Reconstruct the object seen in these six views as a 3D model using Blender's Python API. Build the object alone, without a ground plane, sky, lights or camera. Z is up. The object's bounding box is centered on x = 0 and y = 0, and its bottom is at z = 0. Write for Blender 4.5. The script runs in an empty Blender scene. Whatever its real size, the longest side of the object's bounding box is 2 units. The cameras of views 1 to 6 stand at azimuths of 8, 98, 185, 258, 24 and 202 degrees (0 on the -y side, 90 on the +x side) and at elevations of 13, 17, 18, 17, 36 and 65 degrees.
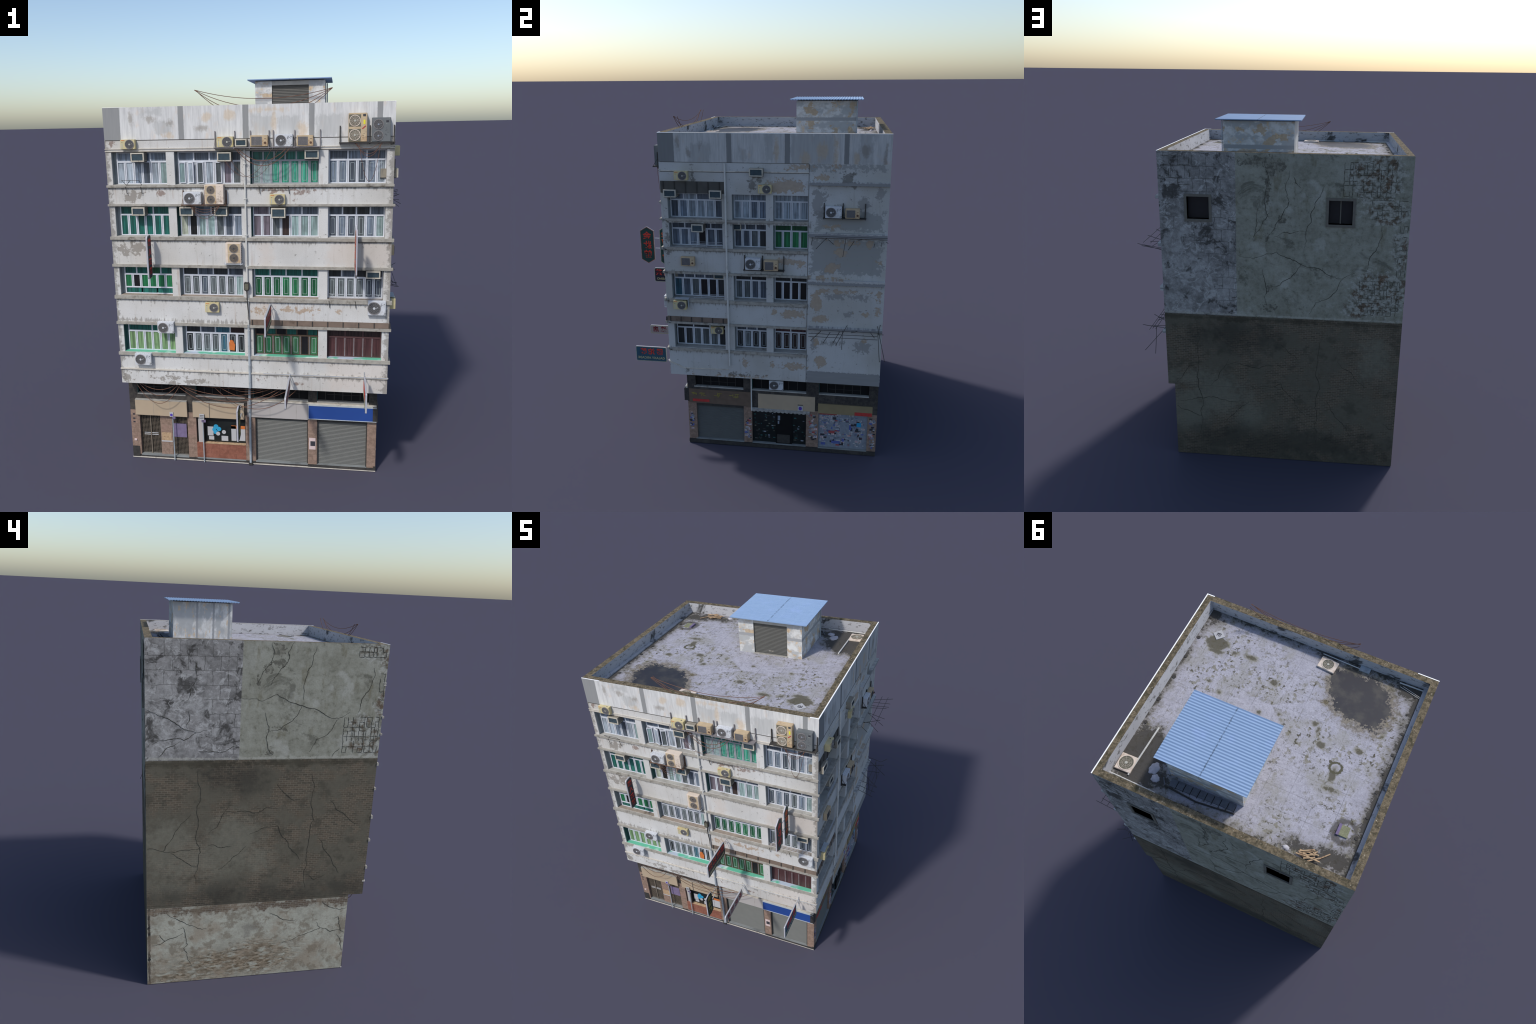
# Old walk-up apartment block: shops below, window bands, air conditioners, signs, roof shed.
import bpy, bmesh, math, random
from mathutils import Vector, Matrix
RND = random.Random(11)

# ------------------------------------------------------------------ main sizes (metres)
XL, XR, YF, YB = -0.734, 0.599, -0.459, 0.727        # upper block
BX, BY = 0.560, -0.376                               # shop level: right and front faces
Z0, ZP, ZT, ZR = 0.474, 1.695, 1.844, 1.779          # soffit, parapet foot, parapet top, roof floor
REC = 0.055                                          # window recess

# ------------------------------------------------------------------ scene helpers
ROOT = bpy.data.objects.new("apartment_building", None)
bpy.context.collection.objects.link(ROOT)
ROOT["label"] = "weathered concrete apartment block with shops, signs and air conditioners"
ROOT["category"] = "apartment building"

def link(ob, parent=None, **props):
    bpy.context.collection.objects.link(ob)
    ob.parent = parent or ROOT
    for k, v in props.items():
        ob[k] = v
    return ob

def lin(c):
    f = lambda v: v / 12.92 if v <= 0.04045 else ((v + 0.055) / 1.055) ** 2.4
    return tuple(f(v / 255.0) for v in c[:3]) + (1.0,)

class MB:
    """Collects simple solids into one mesh."""
    def __init__(s):
        s.v, s.f, s.m = [], [], []
    def add(s, verts, faces, m=0):
        o = len(s.v)
        s.v += [tuple(p) for p in verts]
        s.f += [tuple(i + o for i in f) for f in faces]
        s.m += [m] * len(faces)
    def box(s, x0, x1, y0, y1, z0, z1, m=0):
        x0, x1 = sorted((x0, x1)); y0, y1 = sorted((y0, y1)); z0, z1 = sorted((z0, z1))
        v = [(x, y, z) for z in (z0, z1) for y in (y0, y1) for x in (x0, x1)]
        s.add(v, [(0, 2, 3, 1), (4, 5, 7, 6), (0, 1, 5, 4), (2, 6, 7, 3), (0, 4, 6, 2), (1, 3, 7, 5)], m)
    def tube(s, pts, r, n=6, m=0):
        pts = [Vector(p) for p in pts]
        rings = []
        for i, p in enumerate(pts):
            t = (pts[min(i + 1, len(pts) - 1)] - pts[max(i - 1, 0)]).normalized()
            a = t.cross(Vector((0.31, 0.17, 0.93))).normalized()
            b = t.cross(a)
            rr = r[i] if isinstance(r, (list, tuple)) else r
            rings.append([p + (a * math.cos(k * 2 * math.pi / n) + b * math.sin(k * 2 * math.pi / n)) * rr for k in range(n)])
        v = [q for ring in rings for q in ring]
        f = []
        for i in range(len(pts) - 1):
            for k in range(n):
                f.append((i * n + k, i * n + (k + 1) % n, (i + 1) * n + (k + 1) % n, (i + 1) * n + k))
        f += [tuple(reversed(range(n))), tuple((len(pts) - 1) * n + k for k in range(n))]
        s.add(v, f, m)
    def prism(s, poly, w0, w1, to3, m=0):
        """poly: (a, b) outline; to3(a, b, w) places it."""
        n = len(poly)
        v = [to3(a, b, w0) for a, b in poly] + [to3(a, b, w1) for a, b in poly]
        f = [tuple(reversed(range(n))), tuple(range(n, 2 * n))]
        f += [(i, (i + 1) % n, n + (i + 1) % n, n + i) for i in range(n)]
        s.add(v, f, m)
    def mesh(s, name, mats, fix=True, smooth=False):
        me = bpy.data.meshes.new(name)
        me.from_pydata(s.v, [], s.f)
        for mt in mats:
            me.materials.append(mt)
        me.polygons.foreach_set("material_index", s.m)
        if fix:
            bm = bmesh.new(); bm.from_mesh(me)
            bmesh.ops.recalc_face_normals(bm, faces=bm.faces)
            bm.to_mesh(me); bm.free()
        if smooth:
            me.shade_smooth()
        me.update()
        return me
    def obj(s, name, mats, parent=None, smooth=False, **props):
        mats = mats if isinstance(mats, (list, tuple)) else [mats]
        return link(bpy.data.objects.new(name, s.mesh(name, mats, smooth=smooth)), parent, **props)

# face frames: (u along the wall, d inward, v up) -> world
FACE = {
    "f": lambda u, d, v: (u, YF + d, v),
    "r": lambda u, d, v: (XR - d, u, v),
    "b": lambda u, d, v: (u, YB - d, v),
    "l": lambda u, d, v: (XL + d, u, v),
    "g": lambda u, d, v: (u, BY + d, v),      # shop front
    "h": lambda u, d, v: (BX - d, u, v),      # shop side
}
def fbox(mb, face, u0, u1, d0, d1, v0, v1, m=0):
    a, b = FACE[face](u0, d0, v0), FACE[face](u1, d1, v1)
    mb.box(a[0], b[0], a[1], b[1], a[2], b[2], m)

# ------------------------------------------------------------------ material helper
class NB:
    def __init__(s, name, rough=0.85, spec=0.2, metal=0.0):
        s.mat = bpy.data.materials.new(name)
        s.mat.use_nodes = True
        s.nt = s.mat.node_tree
        s.nt.nodes.clear()
        s.b = s.nt.nodes.new("ShaderNodeBsdfPrincipled")
        o = s.nt.nodes.new("ShaderNodeOutputMaterial")
        s.nt.links.new(s.b.outputs[0], o.inputs[0])
        s.b.inputs["Roughness"].default_value = rough
        s.b.inputs["Specular IOR Level"].default_value = spec
        s.b.inputs["Metallic"].default_value = metal
        tc = s.nt.nodes.new("ShaderNodeTexCoord")
        s.obj = tc.outputs["Object"]
        sp = s.nt.nodes.new("ShaderNodeSeparateXYZ")
        s.link(s.obj, sp.inputs[0])
        s.x, s.y, s.z = sp.outputs
    def link(s, a, b):
        s.nt.links.new(a, b)
    def put(s, sock, v):
        if isinstance(v, bpy.types.NodeSocket):
            s.link(v, sock)
        elif v is not None:
            sock.default_value = v
    def math(s, op, a, b=None, c=None, clamp=False):
        n = s.nt.nodes.new("ShaderNodeMath"); n.operation = op; n.use_clamp = clamp
        for i, v in enumerate((a, b, c)):
            s.put(n.inputs[i], v)
        return n.outputs[0]
    def vmath(s, op, a, b=None, c=None, out=0):
        n = s.nt.nodes.new("ShaderNodeVectorMath"); n.operation = op
        for i, v in enumerate((a, b, c)):
            s.put(n.inputs[i], v)
        return n.outputs[out]
    def uv(s, axis):
        n = s.nt.nodes.new("ShaderNodeCombineXYZ")
        s.link(s.x if axis == "x" else s.y, n.inputs[0])
        s.link(s.z, n.inputs[1])
        return n.outputs[0]
    def xy(s):
        n = s.nt.nodes.new("ShaderNodeCombineXYZ")
        s.link(s.x, n.inputs[0]); s.link(s.y, n.inputs[1])
        return n.outputs[0]
    def noise(s, vec, scale=5.0, detail=4.0, rough=0.55, dist=0.0, stretch=None):
        if stretch:
            vec = s.vmath("MULTIPLY", vec, stretch)
        n = s.nt.nodes.new("ShaderNodeTexNoise")
        s.link(vec, n.inputs["Vector"])
        for k, v in (("Scale", scale), ("Detail", detail), ("Roughness", rough), ("Distortion", dist)):
            n.inputs[k].default_value = v
        return n.outputs[0]
    def ss(s, val, a, b, lo=0.0, hi=1.0):
        n = s.nt.nodes.new("ShaderNodeMapRange"); n.interpolation_type = "SMOOTHSTEP"
        for i, v in enumerate((val, a, b, lo, hi)):
            s.put(n.inputs[i], v)
        return n.outputs[0]
    def mix(s, f, a, b, mode="MIX"):
        n = s.nt.nodes.new("ShaderNodeMix"); n.data_type = "RGBA"; n.blend_type = mode
        s.put(n.inputs[0], f)
        s.put(n.inputs[6], lin(a) if isinstance(a, tuple) else a)
        s.put(n.inputs[7], lin(b) if isinstance(b, tuple) else b)
        return n.outputs[2]
    def dist(s, uv, blobs=(), rects=()):
        """signed distance to the nearest ellipse (cu, cv, ru, rv) or box (cu, cv, hu, hv)"""
        d = None
        for cu, cv, ru, rv in blobs:
            q = s.vmath("MULTIPLY_ADD", uv, (1 / ru, 1 / rv, 0), (-cu / ru, -cv / rv, 0))
            l = s.vmath("LENGTH", q, out=1)
            m = min(ru, rv)
            e = s.math("MULTIPLY_ADD", l, m, -m)
            d = e if d is None else s.math("MINIMUM", d, e)
        for cu, cv, hu, hv in rects:
            q = s.vmath("ABSOLUTE", s.vmath("SUBTRACT", uv, (cu, cv, 0)))
            q = s.vmath("SUBTRACT", q, (hu, hv, 0))
            sp = s.nt.nodes.new("ShaderNodeSeparateXYZ"); s.link(q, sp.inputs[0])
            e = s.math("MAXIMUM", sp.outputs[0], sp.outputs[1])
            d = e if d is None else s.math("MINIMUM", d, e)
        return d
    def mask(s, d, noise=None, amp=0.02, edge=0.003):
        if noise is not None:
            d = s.math("MULTIPLY_ADD", s.math("SUBTRACT", noise, 0.5), amp * 2.4, d)
        return s.ss(d, edge, -edge)
    def bump(s, h, strength=0.3, distance=0.002):
        n = s.nt.nodes.new("ShaderNodeBump")
        n.inputs["Strength"].default_value = strength
        n.inputs["Distance"].default_value = distance
        s.link(h, n.inputs["Height"])
        s.link(n.outputs[0], s.b.inputs["Normal"])
    def rand(s):
        return s.nt.nodes.new("ShaderNodeObjectInfo").outputs["Random"]
    def done(s, col, rough=None):
        s.put(s.b.inputs["Base Color"], lin(col) if isinstance(col, tuple) else col)
        if rough is not None:
            s.put(s.b.inputs["Roughness"], rough)
        return s.mat

def plain(name, col, rough=0.7, spec=0.25, metal=0.0, vary=0.18, scale=60.0, dirt=None):
    """painted or plain stuff with a little mottling, and dirt if asked"""
    b = NB(name, rough, spec, metal)
    n = b.noise(b.obj, scale, 4)
    k = 1 - vary
    c = b.mix(n, tuple(v * k for v in col), tuple(min(255, v * (1 + vary * 0.6)) for v in col))
    if dirt:
        c = b.mix(b.ss(b.noise(b.obj, scale * 0.6, 6, 0.7), 0.52, 0.72), c, dirt)
    return b.done(c)

# ------------------------------------------------------------------ wall materials
def weather(b, uv, c, grime_shade=(96, 92, 86), streak=0.5, spots=True):
    """soft mottling, rain streaks and small stains common to all the plaster"""
    big = b.noise(uv, 5, 4, 0.6)
    c = b.mix(b.ss(big, 0.35, 0.75, 0, 0.45), c, (174, 173, 170))
    st = b.noise(uv, 1, 5, 0.65, stretch=(46, 3.2, 1))
    c = b.mix(b.ss(st, 0.54, 0.78, 0, streak), c, (150, 146, 140))
    fine = b.noise(uv, 260, 3, 0.6)
    c = b.mix(b.ss(fine, 0.3, 0.7, 0, 0.14), c, (120, 118, 114))
    if spots:
        sp = b.noise(uv, 42, 5, 0.75)
        c = b.mix(b.ss(sp, 0.60, 0.68, 0, 0.7), c, grime_shade)
    return c, fine

def mat_front_wall():
    b = NB("stained_plaster_front", 0.9)
    uv = b.uv("x")
    c, fine = weather(b, uv, b.mix(b.ss(b.noise(uv, 2.2, 3), 0.4, 0.65), (206, 206, 205), (196, 193, 188)))
    n1, n2 = b.noise(uv, 30, 5, 0.65), b.noise(uv, 70, 5, 0.7)
    nz = b.math("ADD", b.math("MULTIPLY", n1, 0.6), b.math("MULTIPLY", n2, 0.4))
    # pinkish lower right bays
    pk = b.mask(b.dist(uv, rects=[(0.46, 0.57, 0.15, 0.09), (0.46, 1.165, 0.15, 0.06), (0.02, 0.99, 0.03, 0.3)]), n1, 0.05, 0.03)
    c = b.mix(b.math("MULTIPLY", pk, 0.4), c, (196, 182, 170))
    gray = [(-0.61, 1.432, 0.039, 0.026), (-0.676, 1.172, 0.024, 0.029), (-0.607, 1.181, 0.034, 0.03), (-0.698, 0.502, 0.022, 0.025),
            (-0.529, 0.508, 0.017, 0.005), (-0.46, 0.511, 0.038, 0.009), (-0.463, 0.487, 0.03, 0.012), (-0.359, 0.497, 0.033, 0.017), (-0.299, 0.494, 0.018, 0.012)]
    c = b.mix(b.math("MULTIPLY", b.mask(b.dist(uv, gray), nz, 0.075, 0.004), 0.75), c, (128, 122, 114))
    tan = [(-0.022, 0.879, 0.033, 0.014), (0.134, 0.886, 0.046, 0.014), (0.221, 0.887, 0.035, 0.013), (0.37, 0.883, 0.008, 0.007)]
    c = b.mix(b.math("MULTIPLY", b.mask(b.dist(uv, tan), nz, 0.06, 0.004), 0.8), c, b.mix(n2, (120, 100, 80), (200, 176, 150)))
    rust = [(-0.476, 1.444, 0.014, 0.012), (0.079, 1.46, 0.04, 0.006), (0.194, 1.455, 0.036, 0.008), (0.05, 1.466, 0.004, 0.012), (0.157, 1.45, 0.004, 0.02), (-0.012, 0.524, 0.014, 0.008), (0.166, 0.507, 0.016, 0.008), (-0.7, 1.68, 0.012, 0.012)]
    c = b.mix(b.math("MULTIPLY", b.mask(b.dist(uv, rust), nz, 0.05, 0.004), 0.7), c, (112, 84, 70))
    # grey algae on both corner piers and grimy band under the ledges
    ed = b.dist(uv, rects=[(0.596, 1.05, 0.014, 0.62), (-0.732, 1.1, 0.012, 0.6), (0.592, 0.5, 0.016, 0.03)])
    c = b.mix(b.math("MULTIPLY", b.mask(ed, nz, 0.07, 0.01), 0.7), c, (122, 118, 112))
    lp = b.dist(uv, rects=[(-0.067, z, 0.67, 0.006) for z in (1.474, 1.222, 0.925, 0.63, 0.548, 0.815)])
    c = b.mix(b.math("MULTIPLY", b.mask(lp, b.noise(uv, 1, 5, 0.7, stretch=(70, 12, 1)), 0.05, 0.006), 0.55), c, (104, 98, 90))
    drip = b.math("MULTIPLY", b.ss(b.noise(uv, 1, 4, 0.6, stretch=(52, 1.6, 1)), 0.57, 0.70), b.ss(b.noise(uv, 6, 3), 0.42, 0.62))
    c = b.mix(b.math("MULTIPLY", drip, 0.5), c, (150, 126, 108))
    b.bump(nz, 0.35, 0.0015)
    return b.done(c)

def mat_parapet(axis, grays, tans, mids, darks, name):
    b = NB(name, 0.9)
    uv = b.uv(axis)
    n1 = b.noise(uv, 1, 5, 0.65, stretch=(40, 14, 1))
    n2 = b.noise(uv, 60, 5, 0.7)
    nz = b.math("ADD", b.math("MULTIPLY", n1, 0.7), b.math("MULTIPLY", n2, 0.3))
    st = b.noise(uv, 1, 6, 0.7, stretch=(60, 5, 1))
    c = b.mix(b.ss(st, 0.35, 0.7), (210, 210, 209), (182, 182, 182))
    c = b.mix(b.ss(b.noise(uv, 1, 4, 0.6, stretch=(22, 9, 1)), 0.56, 0.72, 0, 0.5), c, (206, 188, 172))
    c = b.mix(b.math("MULTIPLY", b.mask(b.dist(uv, rects=mids), nz, 0.05, 0.010), 0.55), c, (166, 167, 166))
    c = b.mix(b.math("MULTIPLY", b.mask(b.dist(uv, tans), nz, 0.035, 0.009), 0.6), c, b.mix(n2, (176, 156, 132), (216, 196, 168)))
    c = b.mix(b.math("MULTIPLY", b.mask(b.dist(uv, darks), nz, 0.035, 0.009), 0.6), c, (138, 130, 120))
    c = b.mix(b.mask(b.dist(uv, rects=grays), n2, 0.0015, 0.0012), c, b.mix(st, (150, 151, 151), (128, 129, 130)))
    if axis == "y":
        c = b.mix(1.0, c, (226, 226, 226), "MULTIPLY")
    b.bump(nz, 0.25, 0.001)
    return b.done(c)

def mat_right_wall():
    b = NB("peeling_plaster_side", 0.9)
    uv = b.uv("y")
    c, fine = weather(b, uv, b.mix(b.ss(b.noise(uv, 2.5, 3), 0.4, 0.65), (188, 189, 189), (174, 172, 167)))
    n1, n2 = b.noise(uv, 26, 5, 0.65), b.noise(uv, 75, 5, 0.7)
    nz = b.math("ADD", b.math("MULTIPLY", n1, 0.6), b.math("MULTIPLY", n2, 0.4))
    grey = [(0.508, 1.677, 0.19, 0.017), (0.529, 1.402, 0.17, 0.045), (0.519, 1.214, 0.18, 0.095)]
    c = b.mix(b.math("MULTIPLY", b.mask(b.dist(uv, rects=grey), nz, 0.1, 0.004), 0.8), c, (140, 141, 139))
    g2 = [(0.399, 1.542, 0.019, 0.011), (0.476, 0.991, 0.07, 0.016), (0.605, 0.99, 0.045, 0.018), (0.543, 0.885, 0.02, 0.015), (0.361, 0.701, 0.015, 0.034),
          (0.449, 0.724, 0.045, 0.012), (0.63, 0.706, 0.05, 0.03), (0.37, 1.5, 0.03, 0.08), (0.6, 1.5, 0.03, 0.03), (0.68, 1.55, 0.02, 0.03), (0.45, 1.46, 0.05, 0.02)]
    c = b.mix(b.math("MULTIPLY", b.mask(b.dist(uv, g2), nz, 0.07, 0.003), 0.75), c, (134, 133, 131))
    tan = [(0.385, 1.624, 0.03, 0.012), (0.455, 1.68, 0.028, 0.011), (0.45, 1.375, 0.031, 0.013), (0.511, 1.289, 0.057, 0.012), (0.489, 1.228, 0.03, 0.024),
           (0.448, 1.152, 0.037, 0.026), (0.643, 1.285, 0.02, 0.013), (0.69, 1.189, 0.012, 0.01), (0.372, 0.958, 0.03, 0.06), (0.475, 1.02, 0.084, 0.008),
           (0.395, 0.86, 0.045, 0.02), (0.701, 1.003, 0.012, 0.025), (0.696, 0.909, 0.01, 0.022), (0.631, 0.896, 0.02, 0.009), (0.377, 0.741, 0.01, 0.03),
           (0.4, 0.609, 0.035, 0.035), (0.639, 0.745, 0.012, 0.012), (0.418, 1.094, 0.045, 0.005),
           (0.2, 1.58, 0.1, 0.035), (0.273, 1.676, 0.045, 0.013), (0.201, 1.179, 0.05, 0.016), (0.285, 1.163, 0.02, 0.022), (0.146, 0.884, 0.015, 0.018),
           (0.247, 0.882, 0.065, 0.022), (0.24, 0.566, 0.068, 0.017), (0.135, 0.571, 0.007, 0.007), (-0.022, 0.572, 0.012, 0.02), (-0.05, 0.485, 0.1, 0.006)]
    tc = b.mix(b.noise(uv, 12, 3), b.mix(n2, (138, 118, 96), (188, 168, 140)), b.mix(n2, (142, 132, 124), (176, 160, 144)))
    tm = b.mask(b.dist(uv, tan), nz, 0.06, 0.0025)
    c = b.mix(b.math("MULTIPLY", tm, 0.85), c, tc)
    dk = [(0.52, 1.625, 0.03, 0.03), (0.55, 1.6, 0.012, 0.02), (-0.05, 0.497, 0.05, 0.008), (-0.36, 0.51, 0.012, 0.008), (-0.433, 1.3, 0.008, 0.06), (0.035, 1.585, 0.02, 0.03), (0.075, 1.585, 0.01, 0.03), (-0.28, 1.62, 0.006, 0.02)]
    c = b.mix(b.math("MULTIPLY", b.mask(b.dist(uv, dk), nz, 0.07, 0.006), 0.7), c, (92, 88, 82))
    bands = [(0.526, 1.595, 0.2, 0.009), (0.526, 1.328, 0.2, 0.011), (0.526, 1.066, 0.2, 0.012), (0.526, 0.809, 0.2, 0.007), (0.526, 0.508, 0.201, 0.038)]
    c = b.mix(b.mask(b.dist(uv, rects=bands), n2, 0.012, 0.0015), c, b.mix(b.noise(uv, 1, 4, stretch=(8, 60, 1)), (126, 127, 128), (144, 144, 144)))
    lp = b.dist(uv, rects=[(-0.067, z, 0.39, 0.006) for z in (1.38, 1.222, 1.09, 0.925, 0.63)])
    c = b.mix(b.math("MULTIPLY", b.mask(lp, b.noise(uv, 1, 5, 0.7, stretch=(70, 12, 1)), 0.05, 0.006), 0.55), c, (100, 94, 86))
    rim = b.math("SUBTRACT", b.mask(b.dist(uv, tan), nz, 0.06, 0.006), tm)
    b.bump(b.math("MULTIPLY_ADD", tm, -0.8, nz), 0.5, 0.002)
    return b.done(c)

def brick(b, vec, c1, c2, mortar, scale=1.0, w=0.03, h=0.011):
    n = b.nt.nodes.new("ShaderNodeTexBrick")
    b.link(vec, n.inputs["Vector"])
    for k, v in (("Color1", lin(c1)), ("Color2", lin(c2)), ("Mortar", lin(mortar)), ("Scale", scale), ("Mortar Size", 0.0012), ("Mortar Smooth", 0.3), ("Brick Width", w), ("Row Height", h), ("Bias", 0.0)):
        n.inputs[k].default_value = v
    return n.outputs[0], n.outputs[1]

def mat_bare_wall(axis, split, ledge, blocks, rebar, stains, name, base_z=None):
    """the two blind sides: cracked plaster above, sooty brickwork below"""
    b = NB(name, 0.95, 0.1)
    uv = b.uv(axis)
    u = b.x if axis == "x" else b.y
    n1, n2, n3 = b.noise(uv, 7, 5, 0.6), b.noise(uv, 34, 6, 0.7), b.noise(uv, 150, 4, 0.7)
    nz = b.math("ADD", b.math("MULTIPLY", n1, 0.5), b.math("MULTIPLY", n2, 0.5))
    # plaster
    c = b.mix(b.ss(nz, 0.35, 0.68), (158, 158, 146), (128, 127, 114))
    c = b.mix(b.ss(b.noise(uv, 3.2, 3), 0.55, 0.75, 0, 0.6), c, (172, 172, 164))
    c = b.mix(b.ss(n2, 0.55, 0.7, 0, 0.55), c, (98, 97, 86))
    c = b.mix(b.ss(b.noise(uv, 1, 5, 0.65, stretch=(14, 4, 1)), 0.55, 0.68, 0, 0.55), c, (112, 106, 84))
    c = b.mix(b.ss(b.noise(uv, 5, 6, 0.7, 0.8), 0.56, 0.64, 0, 0.6), c, (86, 85, 76))
    c = b.mix(b.ss(b.noise(uv, 6, 5, 0.6, 0.3), 0.57, 0.66, 0, 0.55), c, (178, 178, 170))
    # grey blockwork strip beside it
    g = b.mix(b.ss(nz, 0.36, 0.66), (160, 158, 156), (104, 102, 100))
    g = b.mix(b.ss(b.noise(uv, 14, 6, 0.75, 1.2), 0.52, 0.62, 0, 0.75), g, (186, 185, 183))
    g = b.mix(b.ss(b.noise(uv, 9, 5, 0.7, 0.6), 0.53, 0.62, 0, 0.85), g, (62, 60, 58))
    sw = b.math("ABSOLUTE", b.math("SUBTRACT", b.noise(uv, 4.5, 3, 0.55, 1.0), 0.5))
    sc = b.mask(b.dist(uv, blobs=stains["scuff"]), nz, 0.1, 0.05)
    g = b.mix(b.math("MULTIPLY", b.math("MULTIPLY", b.ss(sw, 0.012, 0.0), b.ss(n1, 0.4, 0.6)), b.math("MULTIPLY", sc, 0.6)), g, (196, 195, 193))
    g = b.mix(b.math("MULTIPLY", b.math("MULTIPLY", sc, b.ss(b.noise(uv, 12, 5, 0.7, 0.6), 0.45, 0.6)), 0.55), g, (184, 183, 181))
    jw = b.vmath("MULTIPLY_ADD", b.vmath("SUBTRACT", b.noise(uv, 18, 3), (0.5, 0.5, 0.5)), (0.02, 0.02, 0), uv)
    _, jf = brick(b, jw, (200, 200, 200), (200, 200, 200), (0, 0, 0), 1.0, 0.075, 0.068)
    jm = b.math("MULTIPLY", jf, b.mask(b.dist(uv, blobs=blocks), nz, 0.16, 0.02))
    g = b.mix(b.math("MULTIPLY", jm, 0.8), g, (58, 56, 54))
    c = b.mix(b.ss(u, split - 0.001, split + 0.001), c, g)
    # plaster broken away in the corners, and dark spalls beside the big cracks
    rm = b.mask(b.dist(uv, blobs=rebar), nz, 0.1, 0.006)
    c = b.mix(b.math("MULTIPLY", rm, 0.75), c, b.mix(b.ss(n2, 0.4, 0.6), (172, 172, 164), (104, 102, 92)))
    c = b.mix(b.math("MULTIPLY", b.math("MULTIPLY", rm, b.ss(b.noise(uv, 17, 4, 0.7), 0.5, 0.62)), 0.7), c, b.mix(n1, (74, 70, 60), (118, 84, 62)))
    sp_ = b.dist(uv, blobs=stains["spall"])
    c = b.mix(b.math("MULTIPLY", b.mask(sp_, n2, 0.05, 0.003), 0.8), c, b.mix(b.ss(n2, 0.42, 0.58), (84, 82, 74), (136, 134, 122)))
    # brickwork
    wv = b.vmath("MULTIPLY_ADD", b.vmath("SUBTRACT", b.noise(uv, 22, 2), (0.5, 0.5, 0.5)), (0.006, 0.006, 0), uv)
    bc, bf = brick(b, wv, (106, 94, 80), (82, 76, 66), (126, 118, 104), 1.0, 0.029, 0.0112)
    br = b.mix(b.ss(b.noise(uv, 5, 6, 0.65), 0.44, 0.56, 0.1, 0.95), bc, b.mix(n2, (112, 107, 94), (84, 80, 70)))
    pl = b.mask(b.dist(uv, blobs=stains["pale"]), nz, 0.14, 0.06)
    br = b.mix(b.ss(b.noise(uv, 9, 5, 0.65), 0.52, 0.64, 0, 0.6), br, (74, 71, 62))
    br = b.mix(b.math("MULTIPLY", pl, 0.55), br, b.mix(n2, (140, 138, 124), (110, 107, 95)))
    br = b.mix(b.math("MULTIPLY", b.mask(b.dist(uv, blobs=stains["soot"]), nz, 0.2, 0.07), 0.62), br, (52, 50, 46))
    br = b.mix(b.ss(n1, 0.55, 0.75, 0, 0.4), br, (98, 82, 66))
    low = b.math("MULTIPLY_ADD", b.math("SUBTRACT", n2, 0.5), 0.012, b.z)
    c = b.mix(b.ss(low, ledge + 0.002, ledge - 0.002), c, br)
    # dark line below and pale line above, along the old floor joint
    c = b.mix(b.math("MULTIPLY", b.mask(b.dist(uv, rects=[(0, ledge - 0.018, 2, 0.012)]), nz, 0.06, 0.012), 0.6), c, (60, 56, 46))
    c = b.mix(b.math("MULTIPLY", b.mask(b.dist(uv, rects=[(0, ledge + 0.008, 2, 0.005)]), n2, 0.014, 0.003), 0.6), c, (176, 174, 164))
    if base_z:
        # ground storey: pale plaster fallen off eroded brick
        p = b.mix(b.ss(nz, 0.35, 0.7), (182, 181, 167), (146, 143, 130))
        e1 = b.noise(uv, 1, 5, 0.65, stretch=(16, 46, 1))
        ew = b.noise(uv, 1, 4, 0.7, stretch=(26, 90, 1))
        e = b.mix(b.ss(ew, 0.4, 0.6), (92, 80, 64), (158, 144, 124))
        fall = b.dist(uv, blobs=[(0.26, 0.10, 0.36, 0.085), (0.55, 0.03, 0.2, 0.04), (0.1, 0.17, 0.16, 0.05)])
        fm = b.math("MULTIPLY", b.mask(fall, nz, 0.12, 0.05), b.ss(e1, 0.38, 0.5))
        p = b.mix(fm, p, e)
        tc, _ = brick(b, wv, (106, 92, 78), (96, 86, 76), (136, 130, 120), 1.0, 0.03, 0.0115)
        p = b.mix(b.mask(b.dist(uv, rects=[(0.2, base_z - 0.02, 0.62, 0.022)]), nz, 0.12, 0.012), p, tc)
        p = b.mix(b.mask(b.dist(uv, rects=[(0.716, 0.2, 0.006, 0.4)]), n2, 0.012, 0.002), p, (44, 44, 46))
        p = b.mix(b.math("MULTIPLY", b.mask(b.dist(uv, blobs=[(0.16, 0.31, 0.05, 0.02), (0.19, 0.28, 0.02, 0.03)]), n2, 0.05, 0.01), 0.5), p, (104, 98, 92))
        p = b.mix(b.ss(b.noise(uv, 5, 5, 0.65), 0.48, 0.62, 0, 0.6), p, (150, 136, 118))
        p = b.mix(b.ss(b.noise(uv, 12, 5, 0.7), 0.50, 0.60, 0, 0.6), p, (116, 104, 88))
        c = b.mix(b.ss(b.z, base_z + 0.001, base_z - 0.001), c, p)
    c = b.mix(b.ss(n3, 0.3, 0.7, 0, 0.18), c, (70, 70, 64))
    b.bump(b.math("ADD", nz, b.math("MULTIPLY", n3, 0.3)), 0.5, 0.003)
    return b.done(c)

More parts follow.
